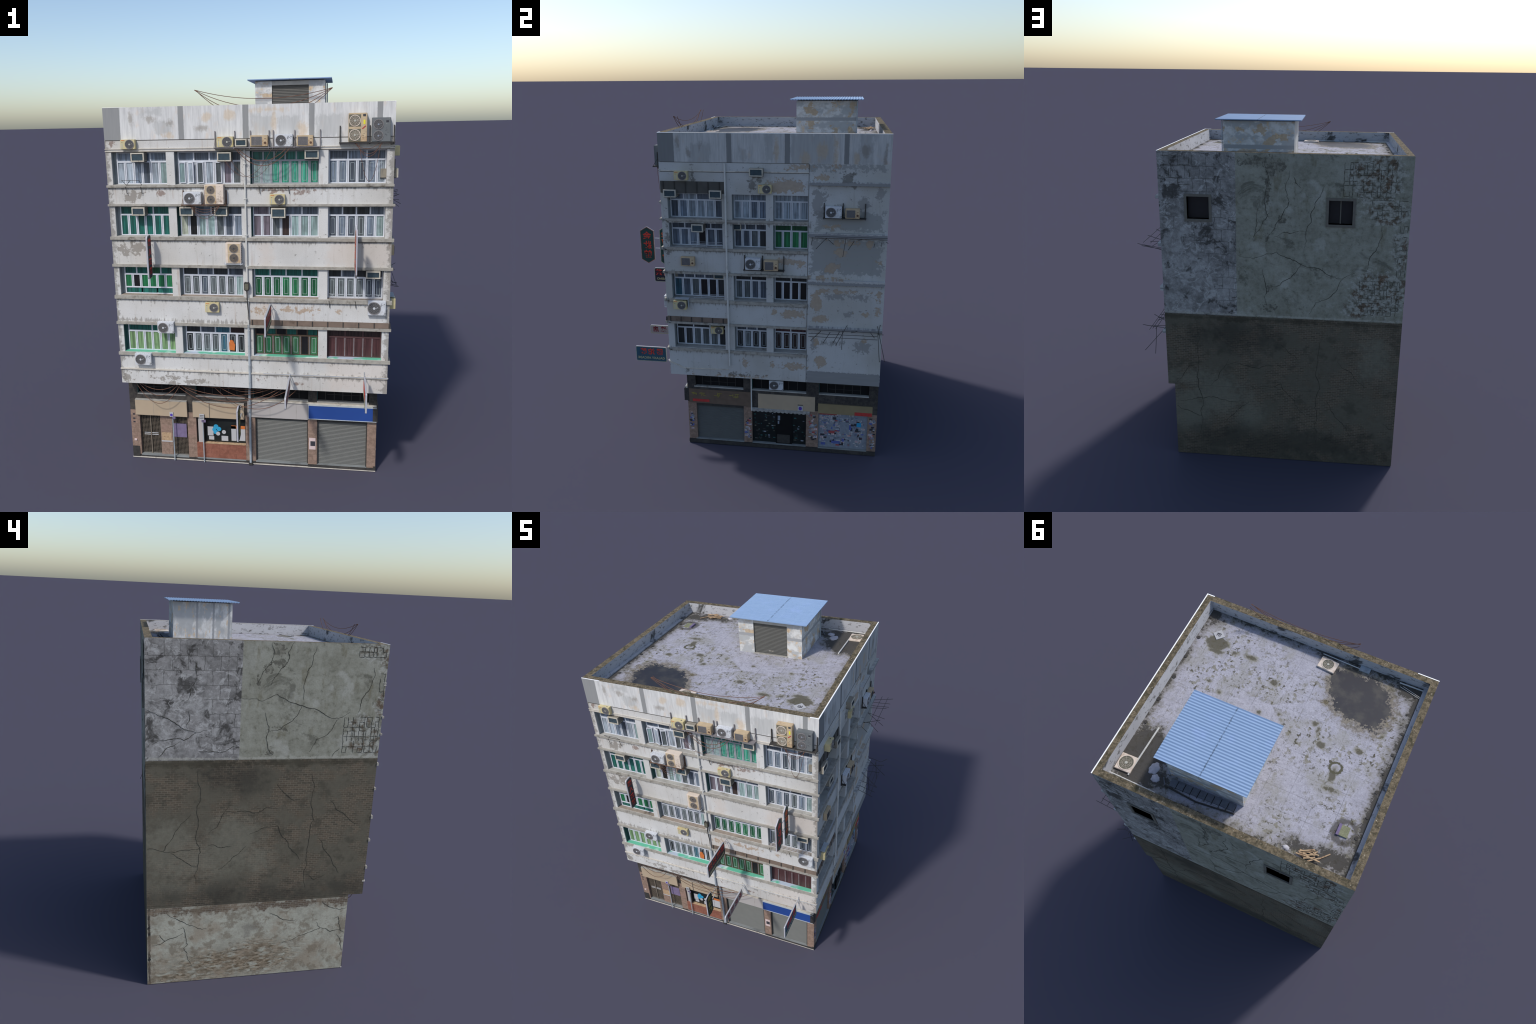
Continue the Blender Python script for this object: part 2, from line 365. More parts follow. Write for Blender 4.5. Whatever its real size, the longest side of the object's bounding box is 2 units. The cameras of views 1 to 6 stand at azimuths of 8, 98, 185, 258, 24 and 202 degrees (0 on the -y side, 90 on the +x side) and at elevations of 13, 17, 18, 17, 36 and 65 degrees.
def mat_coping():
    b = NB("mossy_coping", 0.95, 0.1)
    n = b.noise(b.obj, 55, 6, 0.75)
    c = b.mix(b.ss(n, 0.35, 0.65), (70, 65, 53), (122, 110, 90))
    c = b.mix(b.ss(b.noise(b.obj, 120, 4, 0.7), 0.6, 0.72), c, (184, 176, 158))
    c = b.mix(b.ss(b.noise(b.obj, 20, 4, 0.6), 0.55, 0.68, 0, 0.7), c, (64, 62, 46))
    b.bump(n, 0.5, 0.002)
    return b.done(c)

def mat_parapet_inner():
    b = NB("mildewed_parapet_inside", 0.9)
    n = b.noise(b.obj, 1, 6, 0.75, stretch=(26, 26, 60))
    c = b.mix(b.noise(b.obj, 8, 4), (186, 186, 190), (160, 160, 164))
    c = b.mix(b.ss(n, 0.54, 0.62, 0, 0.8), c, (84, 82, 76))
    c = b.mix(b.ss(b.noise(b.obj, 4, 4, 0.7, 0.5), 0.57, 0.64, 0, 0.85), c, (44, 44, 40))
    b.bump(n, 0.4, 0.002)
    return b.done(c)

def mat_roof():
    b = NB("stained_roof_screed", 0.85, 0.25)
    uv = b.xy()
    n1, n2 = b.noise(uv, 14, 6, 0.7), b.noise(uv, 60, 5, 0.75)
    nz = b.math("ADD", b.math("MULTIPLY", n1, 0.55), b.math("MULTIPLY", n2, 0.45))
    c = b.mix(b.ss(nz, 0.35, 0.68), (176, 175, 186), (150, 149, 158))
    c = b.mix(b.ss(b.noise(uv, 120, 4, 0.7), 0.3, 0.72, 0, 0.3), c, (128, 127, 132))
    # slab joints
    jv = b.vmath("ADD", uv, (0.03, 0.02, 0))
    n = b.nt.nodes.new("ShaderNodeTexBrick"); n.offset = 0.0
    b.link(b.vmath("MULTIPLY_ADD", b.vmath("SUBTRACT", b.noise(uv, 10, 2), (0.5, 0.5, 0.5)), (0.006, 0.006, 0), jv), n.inputs["Vector"])
    for k, v in (("Scale", 1.0), ("Mortar Size", 0.0016), ("Mortar Smooth", 0.4), ("Brick Width", 0.125), ("Row Height", 0.105)):
        n.inputs[k].default_value = v
    c = b.mix(b.math("MULTIPLY", n.outputs[1], b.ss(b.noise(uv, 16, 3), 0.35, 0.6, 0.1, 0.6)), c, (100, 100, 104))
    # moss freckles and round stains
    c = b.mix(b.ss(b.noise(uv, 6, 5, 0.65), 0.48, 0.62, 0, 0.45), c, (138, 136, 124))
    grow = b.ss(b.noise(uv, 4, 4, 0.6), 0.36, 0.62)
    c = b.mix(b.math("MULTIPLY", b.ss(b.noise(uv, 30, 5, 0.6), 0.53, 0.62), b.math("MULTIPLY", grow, 0.75)), c, (118, 114, 94))
    c = b.mix(b.math("MULTIPLY", b.ss(b.noise(uv, 44, 5, 0.62, 0.3), 0.57, 0.62), b.math("MULTIPLY", grow, 0.95)), c, (76, 72, 56))
    c = b.mix(b.ss(b.noise(uv, 150, 4, 0.6), 0.6, 0.68, 0, 0.7), c, (84, 80, 68))
    spots = [(-0.054, 0.03, 0.016, 0.016), (-0.245, 0.004, 0.024, 0.017), (-0.321, 0.102, 0.026, 0.022), (0.046, -0.13, 0.024, 0.022), (0.357, 0.003, 0.016, 0.012),
             (0.313, -0.211, 0.02, 0.014), (0.225, -0.219, 0.04, 0.02), (0.281, 0.044, 0.014, 0.012), (0.044, 0.066, 0.02, 0.014), (-0.504, 0.059, 0.028, 0.018), (-0.577, -0.066, 0.016, 0.014),
             (-0.249, -0.132, 0.016, 0.014), (-0.451, 0.305, 0.05, 0.02), (0.426, -0.231, 0.07, 0.05), (-0.431, 0.23, 0.02, 0.05), (-0.31, 0.1, 0.02, 0.02), (-0.27, 0.03, 0.012, 0.03), (0.4, -0.18, 0.05, 0.02)]
    sd = b.dist(uv, spots)
    c = b.mix(b.math("MULTIPLY", b.mask(sd, nz, 0.05, 0.008), 0.6), c, (122, 118, 94))
    c = b.mix(b.math("MULTIPLY", b.mask(b.math("ADD", sd, 0.006), nz, 0.03, 0.004), 0.75), c, (72, 68, 54))
    ring = b.math("SUBTRACT", b.math("ABSOLUTE", b.dist(uv, [(-0.431, 0.187, 0.03, 0.028)])), 0.006)
    c = b.mix(b.mask(ring, n2, 0.012, 0.002), c, (84, 82, 66))
    ring2 = b.math("SUBTRACT", b.math("ABSOLUTE", b.dist(uv, [(-0.595, 0.475, 0.05, 0.055)])), 0.016)
    c = b.mix(b.math("MULTIPLY", b.mask(ring2, nz, 0.04, 0.008), 0.8), c, (66, 62, 56))
    # big puddle with a brown rim
    pd = b.dist(uv, [(-0.40, -0.23, 0.16, 0.14), (-0.30, -0.29, 0.09, 0.09), (-0.48, -0.2, 0.09, 0.12)])
    rim = b.mask(b.math("SUBTRACT", pd, 0.035), nz, 0.16, 0.02)
    c = b.mix(b.math("MULTIPLY", rim, 0.75), c, b.mix(b.ss(n2, 0.4, 0.6), (86, 77, 58), (126, 116, 94)))
    pool = b.mask(pd, nz, 0.12, 0.004)
    c = b.mix(pool, c, b.mix(b.ss(b.noise(uv, 11, 5, 0.6), 0.45, 0.7), (48, 48, 54), (70, 68, 66)))
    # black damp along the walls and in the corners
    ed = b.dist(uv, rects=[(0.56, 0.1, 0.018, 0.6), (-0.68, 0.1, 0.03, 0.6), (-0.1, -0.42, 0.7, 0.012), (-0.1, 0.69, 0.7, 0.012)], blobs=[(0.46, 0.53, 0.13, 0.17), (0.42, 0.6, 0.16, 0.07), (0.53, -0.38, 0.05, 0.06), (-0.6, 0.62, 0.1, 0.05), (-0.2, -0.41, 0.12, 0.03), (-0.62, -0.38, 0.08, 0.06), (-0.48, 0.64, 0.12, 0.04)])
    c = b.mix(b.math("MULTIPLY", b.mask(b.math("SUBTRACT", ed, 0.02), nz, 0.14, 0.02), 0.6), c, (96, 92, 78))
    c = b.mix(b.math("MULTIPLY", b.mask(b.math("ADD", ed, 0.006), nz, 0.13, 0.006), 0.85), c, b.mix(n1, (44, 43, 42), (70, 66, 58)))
    b.put(b.b.inputs["Roughness"], b.math("MULTIPLY_ADD", pool, -0.35, 0.88))
    b.bump(nz, 0.3, 0.002)
    return b.done(c)

def mat_shed(axis, stripes, streaky=False):
    b = NB("shed_plaster", 0.9)
    uv = b.uv(axis)
    n1, n2 = b.noise(uv, 22, 5, 0.65), b.noise(uv, 80, 5, 0.7)
    nz = b.math("ADD", b.math("MULTIPLY", n1, 0.6), b.math("MULTIPLY", n2, 0.4))
    if streaky:
        nz = b.math("ADD", b.math("MULTIPLY", b.noise(uv, 1, 5, 0.65, stretch=(46, 14, 1)), 0.75), b.math("MULTIPLY", n2, 0.25))
    c = b.mix(b.ss(n1, 0.4, 0.62), (204, 204, 202), (182, 180, 176))
    c = b.mix(b.ss(b.noise(uv, 1, 5, 0.6, stretch=(14, 5, 1) if streaky else (9, 12, 1)), 0.48, 0.56, 0, 0.8), c, (158, 160, 161))
    c = b.mix(b.ss(b.noise(uv, 1, 5, 0.6, stretch=(11, 13, 1)), 0.53, 0.57, 0, 0.0 if streaky else 0.85), c, b.mix(n2, (150, 130, 106), (196, 174, 144)))
    c = b.mix(b.ss(nz, 0.56, 0.6, 0, 0.8), c, b.mix(n2, (176, 152, 122), (214, 190, 158)))
    c = b.mix(b.mask(b.dist(uv, rects=stripes), n2, 0.004, 0.001), c, (150, 151, 152))
    b.bump(nz, 0.3, 0.001)
    return b.done(c)

def mat_glass(name, col, dark=0.66, spec=0.35):
    """window pane with a curtain behind: upright folds, each pane a little different"""
    b = NB(name, 0.35, spec)
    r = b.rand()
    off = b.nt.nodes.new("ShaderNodeCombineXYZ")
    b.put(off.inputs[0], b.math("MULTIPLY", r, 37.0)); b.put(off.inputs[1], b.math("MULTIPLY", r, 19.0)); b.put(off.inputs[2], b.math("MULTIPLY", r, 3.0))
    v = b.vmath("ADD", b.obj, off.outputs[0])
    fold = b.noise(v, 1, 3, 0.6, stretch=(150, 150, 5))
    lo = tuple(x * dark for x in col)
    c = b.mix(b.ss(fold, 0.35, 0.65), lo, col)
    soft = b.noise(v, 22, 2)
    c = b.mix(b.ss(soft, 0.45, 0.7, 0, 0.5), c, tuple(x * 0.5 + 18 for x in col))
    c = b.mix(b.math("MULTIPLY", r, 0.3), c, tuple(x * 0.45 for x in col))
    return b.done(c)

def mat_slats(name, c1, c2):
    b = NB(name, 0.55, 0.4)
    n = b.noise(b.obj, 30, 4)
    st = b.noise(b.obj, 1, 3, 0.6, stretch=(14, 14, 200))
    return b.done(b.mix(b.math("ADD", b.math("MULTIPLY", n, 0.6), b.math("MULTIPLY", st, 0.4)), c1, c2))

def mat_stone(name, c1, c2, c3):
    b = NB(name, 0.75, 0.3)
    n = b.noise(b.obj, 60, 5, 0.7)
    c = b.mix(b.ss(n, 0.35, 0.65), c1, c2)
    c = b.mix(b.ss(b.noise(b.obj, 9, 4, 0.6), 0.5, 0.68, 0, 0.7), c, c3)
    _, f = brick(b, b.vmath("ADD", b.uv("x"), b.uv("y")), c1, c1, c1, 1.0, 0.09, 0.05)
    c = b.mix(b.math("MULTIPLY", f, 0.5), c, tuple(v * 0.6 for v in c1))
    return b.done(c)

M = {
    "front": mat_front_wall(),
    "right": mat_right_wall(),
    "par_f": mat_parapet("x",
        [(-0.695, 1.77, 0.042, 0.08), (-0.362, 1.769, 0.013, 0.08), (-0.062, 1.768, 0.0135, 0.08), (0.235, 1.773, 0.012, 0.08), (0.532, 1.771, 0.012, 0.08)],
        [(-0.245, 1.793, 0.024, 0.02), (-0.138, 1.798, 0.028, 0.022), (-0.425, 1.713, 0.025, 0.015), (0.069, 1.762, 0.011, 0.044), (0.196, 1.735, 0.018, 0.033), (0.04, 1.82, 0.05, 0.006)],
        [(0.014, 1.753, 0.046, 0.045), (0.13, 1.748, 0.047, 0.042), (0.312, 1.749, 0.055, 0.048), (-0.497, 1.821, 0.05, 0.018), (-0.45, 1.75, 0.04, 0.03)],
        [(-0.509, 1.79, 0.022, 0.012), (-0.265, 1.744, 0.024, 0.009), (-0.6, 1.79, 0.01, 0.03), (-0.42, 1.77, 0.015, 0.01)], "streaked_parapet_front"),
    "par_r": mat_parapet("y",
        [(-0.417, 1.767, 0.043, 0.08), (-0.086, 1.769, 0.013, 0.08), (0.212, 1.767, 0.013, 0.08), (0.507, 1.769, 0.012, 0.08)],
        [(0.155, 1.77, 0.008, 0.07), (0.301, 1.722, 0.026, 0.033), (0.386, 1.759, 0.024, 0.047), (0.455, 1.767, 0.009, 0.07), (0.554, 1.719, 0.014, 0.027)],
        [(0.121, 1.774, 0.02, 0.067), (0.34, 1.768, 0.11, 0.078), (0.6, 1.771, 0.035, 0.078), (-0.24, 1.74, 0.05, 0.05), (-0.01, 1.74, 0.02, 0.03)],
        [(-0.302, 1.744, 0.01, 0.017), (-0.234, 1.777, 0.006, 0.012), (-0.354, 1.79, 0.01, 0.03), (0.6, 1.76, 0.02, 0.03), (0.7, 1.74, 0.01, 0.05)], "streaked_parapet_side"),
    "left": mat_bare_wall("y", 0.272, 1.265,
        [(0.5, 1.72, 0.3, 0.11), (0.36, 1.6, 0.1, 0.2), (0.3, 1.45, 0.04, 0.2)],
        [(-0.4, 1.81, 0.09, 0.04), (-0.42, 1.37, 0.13, 0.1), (-0.36, 1.42, 0.07, 0.08), (-0.45, 1.55, 0.03, 0.12), (-0.45, 1.76, 0.03, 0.06)],
        {"pale": [(0.62, 0.8, 0.14, 0.12), (0.3, 0.82, 0.12, 0.14), (0.15, 0.74, 0.06, 0.09), (0.6, 0.58, 0.13, 0.035), (0.45, 0.7, 0.2, 0.08)],
         "scuff": [(0.56, 1.55, 0.14, 0.1), (0.5, 1.42, 0.18, 0.09), (0.66, 1.35, 0.06, 0.06)], "spall": [(0.1, 1.8, 0.028, 0.03), (0.09, 1.745, 0.03, 0.02), (0.14, 1.72, 0.02, 0.02), (0.19, 1.65, 0.008, 0.02), (0.12, 1.3, 0.016, 0.02), (0.07, 1.425, 0.03, 0.008)], "soot": [(0.27, 1.18, 0.16, 0.07), (0.0, 0.5, 0.5, 0.05), (0.35, 0.53, 0.16, 0.05), (-0.3, 0.52, 0.2, 0.06), (0.3, 0.52, 0.5, 0.03)]},
        "cracked_side_wall", base_z=0.461),
    "back": mat_bare_wall("x", 0.183, 0.928,
        [(0.5, 1.72, 0.25, 0.14), (0.3, 1.4, 0.13, 0.16), (0.24, 1.15, 0.06, 0.2), (0.57, 1.5, 0.06, 0.1)],
        [(-0.55, 1.72, 0.14, 0.14), (-0.62, 1.55, 0.13, 0.06), (-0.6, 1.1, 0.16, 0.13), (-0.7, 1.35, 0.04, 0.12), (-0.5, 1.02, 0.1, 0.07)],
        {"pale": [(0.3, 0.42, 0.16, 0.12), (0.12, 0.3, 0.07, 0.1), (0.48, 0.3, 0.12, 0.14), (0.48, 0.52, 0.1, 0.05), (-0.6, 0.7, 0.07, 0.1)],
         "scuff": [(0.5, 1.3, 0.1, 0.16), (0.4, 1.15, 0.18, 0.1), (0.52, 1.02, 0.07, 0.05)], "spall": [(0.06, 1.8, 0.1, 0.025), (0.0, 1.76, 0.022, 0.05), (-0.05, 1.78, 0.03, 0.03), (0.01, 1.66, 0.01, 0.06), (-0.06, 1.5, 0.02, 0.02), (0.015, 1.385, 0.008, 0.02), (0.0, 0.99, 0.03, 0.025), (0.0, 1.11, 0.015, 0.02)], "soot": [(0.2, 0.8, 0.2, 0.08), (-0.1, 0.1, 0.7, 0.09), (0.25, 0.13, 0.25, 0.08), (0.0, 0.02, 0.9, 0.05)]},
        "cracked_back_wall"),
    "coping": mat_coping(),
    "par_in": mat_parapet_inner(),
    "roof": mat_roof(),
    "shed_f": mat_shed("x", [(0.08, 1.893, 0.3, 0.009)]),
    "shed_r": mat_shed("y", [(0.4, 1.893, 0.3, 0.009)]),
    "shed_b": mat_shed("x", [(0.08, 1.852, 0.3, 0.011)]),
    "shed_l": mat_shed("y", [(0.245, 1.9, 0.006, 0.2), (0.333, 1.9, 0.006, 0.2), (0.425, 1.9, 0.006, 0.2)], True),
    "ledge": plain("grimy_ledge", (158, 154, 146), 0.9, 0.15, vary=0.25, scale=45, dirt=(108, 102, 92)),
    "ledge_light": plain("ledge_mortar", (196, 190, 180), 0.9, 0.15, vary=0.15, scale=45, dirt=(150, 142, 132)),
    "sill_grey": plain("grey_sill", (168, 166, 160), 0.8, 0.2, vary=0.2, scale=20, dirt=(120, 116, 108)),
    "sill_brown": plain("brown_sill", (150, 138, 126), 0.8, 0.2, vary=0.2, scale=20, dirt=(96, 84, 74)),
    "jamb_grey": plain("grey_reveal", (140, 146, 148), 0.85, 0.2, vary=0.25, scale=18),
    "jamb_teal": plain("teal_reveal", (58, 92, 90), 0.85, 0.2, vary=0.25, scale=18),
    "frame": plain("pale_window_frame", (204, 208, 216), 0.5, 0.35, vary=0.1, scale=60),
    "frame_grey": plain("grey_window_frame", (150, 154, 160), 0.5, 0.35, vary=0.12, scale=60),
    "frame_brown": plain("brown_window_frame", (84, 70, 58), 0.6, 0.3, vary=0.2, scale=60),
    "frame_maroon": plain("maroon_window_frame", (86, 62, 62), 0.6, 0.3, vary=0.2, scale=60),
    "inlay": plain("pane_line", (176, 186, 190), 0.5, 0.3, vary=0.1),
    "black": plain("dark_void", (20, 20, 22), 0.7, 0.2, vary=0.3),
    "grime_shade": plain("ledge_shadow_line", (72, 68, 62), 0.95, 0.1, vary=0.35, scale=30),  # colour of the painted shadow lines below the ledges
    "soffit": plain("dark_soffit", (96, 92, 86), 0.9, 0.1, vary=0.2, scale=12),
    "white_artifact": plain("white_edge_artifact", (250, 250, 250), 0.4, 0.4, vary=0.02),  # stands in for a white texture edge artifact, no real trim
    "stone": mat_stone("pinkish_stone", (146, 124, 110), (122, 102, 90), (150, 122, 110)),
    "stone_dark": mat_stone("dark_stone_plinth", (62, 60, 58), (50, 48, 48), (78, 74, 70)),
    "stone_black": mat_stone("black_stone_band", (70, 66, 62), (48, 46, 46), (88, 82, 76)),
    "step": plain("metal_doorstep", (132, 136, 136), 0.5, 0.4, vary=0.25, scale=12, dirt=(96, 98, 98)),
    "cream_panel": plain("cream_fascia", (172, 155, 133), 0.6, 0.3, vary=0.06, scale=10, dirt=(180, 160, 134)),
    "grey_panel": plain("pale_grey_fascia", (172, 167, 165), 0.5, 0.35, vary=0.05, scale=8),
    "tan_panel": plain("tan_fascia", (138, 124, 94), 0.6, 0.3, vary=0.15, scale=16),
    "brown_panel": plain("brown_fascia", (104, 88, 76), 0.7, 0.3, vary=0.2, scale=30),
    "alu": plain("aluminium_edge", (176, 184, 190), 0.4, 0.5, vary=0.08),
    "shutter": mat_slats("steel_shutter", (78, 80, 78), (98, 99, 96)),
    "shutter_dark": mat_slats("dark_steel_shutter", (66, 66, 62), (82, 81, 77)),
    "red_brick": mat_stone("red_tile", (138, 90, 74), (120, 76, 62), (146, 98, 82)),
    "lattice": plain("dirty_gate_bars", (116, 106, 94), 0.6, 0.35, vary=0.3, scale=40),
    "pipe_white": plain("white_pipe", (200, 200, 196), 0.6, 0.3, vary=0.1, scale=30, dirt=(170, 166, 158)),
    "pipe_blue": plain("blue_grey_pipe", (164, 172, 178), 0.6, 0.3, vary=0.15, scale=30, dirt=(112, 116, 118)),
    "steel": plain("galvanised_steel", (176, 180, 186), 0.45, 0.5, vary=0.1),
    "rust": plain("rusty_iron", (96, 74, 62), 0.8, 0.2, vary=0.35, scale=80),
    "dark_iron": plain("dark_iron", (62, 60, 58), 0.7, 0.25, vary=0.3, scale=80),
    "cable": plain("brown_cable", (108, 78, 64), 0.7, 0.2, vary=0.2),
    "ac_cream": plain("cream_casing", (200, 188, 146), 0.55, 0.3, vary=0.16, scale=30, dirt=(196, 178, 120)),
    "ac_white": plain("white_casing", (200, 203, 208), 0.5, 0.3, vary=0.12, scale=30, dirt=(164, 162, 158)),
    "ac_beige": plain("beige_casing", (188, 168, 138), 0.6, 0.3, vary=0.18, scale=30, dirt=(150, 112, 78)),
    "ac_pink": plain("pale_beige_casing", (214, 200, 186), 0.6, 0.3, vary=0.1, scale=30, dirt=(160, 136, 116)),
    "ac_dark": plain("charcoal_casing", (104, 108, 110), 0.6, 0.3, vary=0.12, scale=30),
    "ac_dim": plain("dull_casing", (92, 84, 78), 0.7, 0.3, vary=0.2, scale=30),
    "fan_dark": plain("fan_shade", (78, 80, 82), 0.6, 0.3, vary=0.3, scale=120),
    "fan_green": plain("dusty_fan_shade", (104, 102, 88), 0.6, 0.3, vary=0.3, scale=120),
    "fan_hub": plain("fan_hub", (176, 175, 164), 0.5, 0.4, vary=0.1),
    "grille": plain("grey_grille", (132, 128, 128), 0.6, 0.3, vary=0.2, scale=200),
    "print": plain("printed_label", (70, 72, 76), 0.7, 0.2, vary=0.3, scale=300),
    "orange": plain("orange_label", (196, 112, 60), 0.6, 0.2),
    "yellow": plain("yellow_label", (222, 214, 60), 0.6, 0.2),
    "red": plain("red_label", (180, 62, 60), 0.6, 0.2),
    "louvre_frame": plain("louvre_frame", (190, 184, 170), 0.6, 0.3, vary=0.15, scale=60, dirt=(130, 120, 104)),
    "louvre": plain("teal_louvre", (66, 88, 98), 0.5, 0.35, vary=0.25, scale=60),
    "louvre_side": plain("louvre_side", (140, 134, 122), 0.7, 0.3, vary=0.2, scale=40),
    "navy": plain("navy_sign", (36, 38, 52), 0.5, 0.35, vary=0.15),
    "sign_green": plain("green_sign", (34, 66, 62), 0.5, 0.35, vary=0.15),
    "sign_deep": plain("deep_green_sign", (28, 52, 50), 0.5, 0.35, vary=0.15),
    "sign_teal": plain("teal_sign", (44, 82, 100), 0.5, 0.35, vary=0.2, scale=30),
    "sign_pale": plain("greyish_sign", (158, 150, 148), 0.5, 0.35, vary=0.08),
    "sign_rim": plain("pale_sign_rim", (150, 152, 132), 0.5, 0.35, vary=0.1),
    "sign_rim_red": plain("red_sign_rim", (176, 116, 100), 0.5, 0.35, vary=0.2),
    "sign_edge": plain("lilac_grey_sign_edge", (172, 172, 180), 0.4, 0.45, vary=0.05),
    "char_red": plain("red_lettering", (206, 66, 52), 0.5, 0.3, vary=0.1),
    "char_orange": plain("orange_lettering", (204, 96, 56), 0.5, 0.3, vary=0.1),
    "char_maroon": plain("maroon_lettering", (126, 44, 52), 0.5, 0.3, vary=0.1),
    "char_gold": plain("gold_lettering", (158, 146, 76), 0.5, 0.3, vary=0.1),
    "char_tan": plain("tan_lettering", (178, 172, 134), 0.5, 0.3, vary=0.1),
    "blue_panel": plain("blue_fascia", (38, 70, 138), 0.5, 0.35, vary=0.12, scale=6),
    "awning": plain("brown_awning_sheet", (116, 102, 92), 0.8, 0.2, vary=0.2, scale=24, dirt=(84, 72, 62)),
    "awning_dark": plain("dark_awning_sheet", (84, 82, 78), 0.8, 0.2, vary=0.2, scale=24),
    "paper": plain("white_paper", (176, 176, 178), 0.8, 0.15, vary=0.06),
    "paper_blue": plain("blue_paper", (88, 100, 160), 0.8, 0.15, vary=0.15),
    "paper_red": plain("red_paper", (160, 78, 80), 0.8, 0.15, vary=0.15),
    "paper_pink": plain("pinkish_paper", (206, 186, 184), 0.8, 0.15, vary=0.1),
    "paper_grey": plain("grey_paper", (132, 138, 148), 0.8, 0.15, vary=0.2),
    "paper_dark": plain("dark_paper", (60, 60, 66), 0.8, 0.15, vary=0.3),
    "paper_cyan": plain("cyan_sticker", (50, 150, 190), 0.7, 0.2, vary=0.15),
    "paper_violet": plain("violet_paper", (118, 106, 136), 0.8, 0.15, vary=0.15),
    "paper_green": plain("green_packet", (128, 130, 104), 0.8, 0.15, vary=0.3, scale=120),
    "violet": plain("violet_emblem", (84, 64, 160), 0.6, 0.2),
    "shop_glass": plain("murky_shop_glass", (30, 34, 34), 0.35, 0.4, vary=0.5, scale=24),
    "wood": plain("bare_timber", (176, 150, 120), 0.8, 0.2, vary=0.3, scale=90, dirt=(110, 80, 60)),
    "blue_tin": None, "crack": plain("crack_shadow", (66, 64, 57), 0.95, 0.05, vary=0.2),
    "rock": plain("rubble", (176, 174, 180), 0.9, 0.1, vary=0.2, scale=60),
}
def mat_blue_tin():
    b = NB("blue_corrugated_tin", 0.5, 0.35)
    uv = b.xy()
    c = b.mix(b.noise(uv, 1, 4, 0.6, stretch=(9, 120, 1)), (120, 146, 180), (142, 166, 196))
    c = b.mix(b.ss(b.noise(uv, 8, 4), 0.5, 0.75, 0, 0.4), c, (146, 168, 214))
    seam = b.dist(uv, rects=[(0.083, 0.39, 0.0018, 0.3)])
    c = b.mix(b.math("MULTIPLY", b.mask(seam, b.noise(uv, 90, 4, 0.7), 0.012, 0.0015), 0.75), c, (70, 86, 104))
    return b.done(c)
M["blue_tin"] = mat_blue_tin()

GLASS = {k: mat_glass(k + "_curtain_glass", v) for k, v in {
    "pale": (176, 188, 200), "greyblue": (132, 146, 164), "slate": (98, 108, 122), "teal": (74, 168, 142), "deepteal": (44, 116, 106),
    "green": (48, 132, 86), "deepgreen": (38, 102, 68), "olive": (142, 178, 128), "mint": (166, 192, 192), "ivory": (196, 204, 186), "smoke": (112, 120, 124),
    "charcoal": (58, 62, 66), "night": (34, 34, 38), "mauve": (134, 124, 136), "maroon": (92, 62, 64), "brown": (70, 56, 54), "petrol": (66, 110, 130), "bottle": (72, 132, 92)}.items()}

# ------------------------------------------------------------------ walls with openings
def wall(name, face, u0, u1, v0, v1, depth, holes, mats, pick):
    """a slab with rectangular openings; pick(normal, centre) -> slot"""
    us = sorted({u0, u1, *[h[0] for h in holes], *[h[1] for h in holes]})
    vs = sorted({v0, v1, *[h[2] for h in holes], *[h[3] for h in holes]})
    us = [u for u in us if u0 <= u <= u1]; vs = [v for v in vs if v0 <= v <= v1]
    solid = lambda i, j: 0 <= i < len(us) - 1 and 0 <= j < len(vs) - 1 and not any(
        h[0] < (us[i] + us[i + 1]) / 2 < h[1] and h[2] < (vs[j] + vs[j + 1]) / 2 < h[3] for h in holes)
    P = FACE[face]
    mb = MB()
    for i in range(len(us) - 1):
        for j in range(len(vs) - 1):
            if not solid(i, j):
                continue
            a, b, c, d = us[i], us[i + 1], vs[j], vs[j + 1]
            mb.add([P(a, 0, c), P(b, 0, c), P(b, 0, d), P(a, 0, d)], [(0, 1, 2, 3)])
            mb.add([P(a, depth, c), P(b, depth, c), P(b, depth, d), P(a, depth, d)], [(3, 2, 1, 0)])
            for (di, dj, p, q) in ((-1, 0, (a, c), (a, d)), (1, 0, (b, c), (b, d)), (0, -1, (a, c), (b, c)), (0, 1, (a, d), (b, d))):
                if not solid(i + di, j + dj):
                    mb.add([P(p[0], 0, p[1]), P(q[0], 0, q[1]), P(q[0], depth, q[1]), P(p[0], depth, p[1])], [(0, 1, 2, 3)])
    me = mb.mesh(name, mats, fix=False)
    bm = bmesh.new(); bm.from_mesh(me)
    bmesh.ops.remove_doubles(bm, verts=bm.verts, dist=1e-5)
    bmesh.ops.recalc_face_normals(bm, faces=bm.faces)
    for f in bm.faces:
        f.material_index = pick(f.normal, f.calc_center_median())
    bm.to_mesh(me); bm.free()
    return link(bpy.data.objects.new(name, me))

COLS_F = [(-0.706, -0.441), (-0.402, -0.090), (-0.046, 0.268), (0.310, 0.567)]
ROWS_F = [(1.487, 1.640), (1.239, 1.386), (0.944, 1.089), (0.646, 0.793)]
COLS_R = [(-0.4225, -0.131), (-0.077, 0.101), (0.140, 0.321)]
ROWS_R = [(1.393, 1.531), (1.237, 1.373), (0.943, 1.094), (0.646, 0.797)]
holes_f = [(a, b, c, d) for c, d in ROWS_F for a, b in COLS_F]
holes_r = [(a, b, c, d) for c, d in ROWS_R for a, b in COLS_R]
def pick_main(n, c):
    if c.y < YF + 0.001 or (c.y < YF + 0.058 and c.x < XR - 0.001 and c.x > XL + 0.001):
        return 0
    if c.x > XR - 0.06 and c.x > 0.53: return 1
    if c.x < XL + 0.001: return 2
    return 0
wall("front_wall", "f", XL, XR, Z0, ZP, 0.0355, holes_f, [M["front"], M["right"], M["left"]], lambda n, c: 1 if n.x > .5 and c.x > XR - .001 else 2 if n.x < -.5 and c.x < XL + .001 else 0)
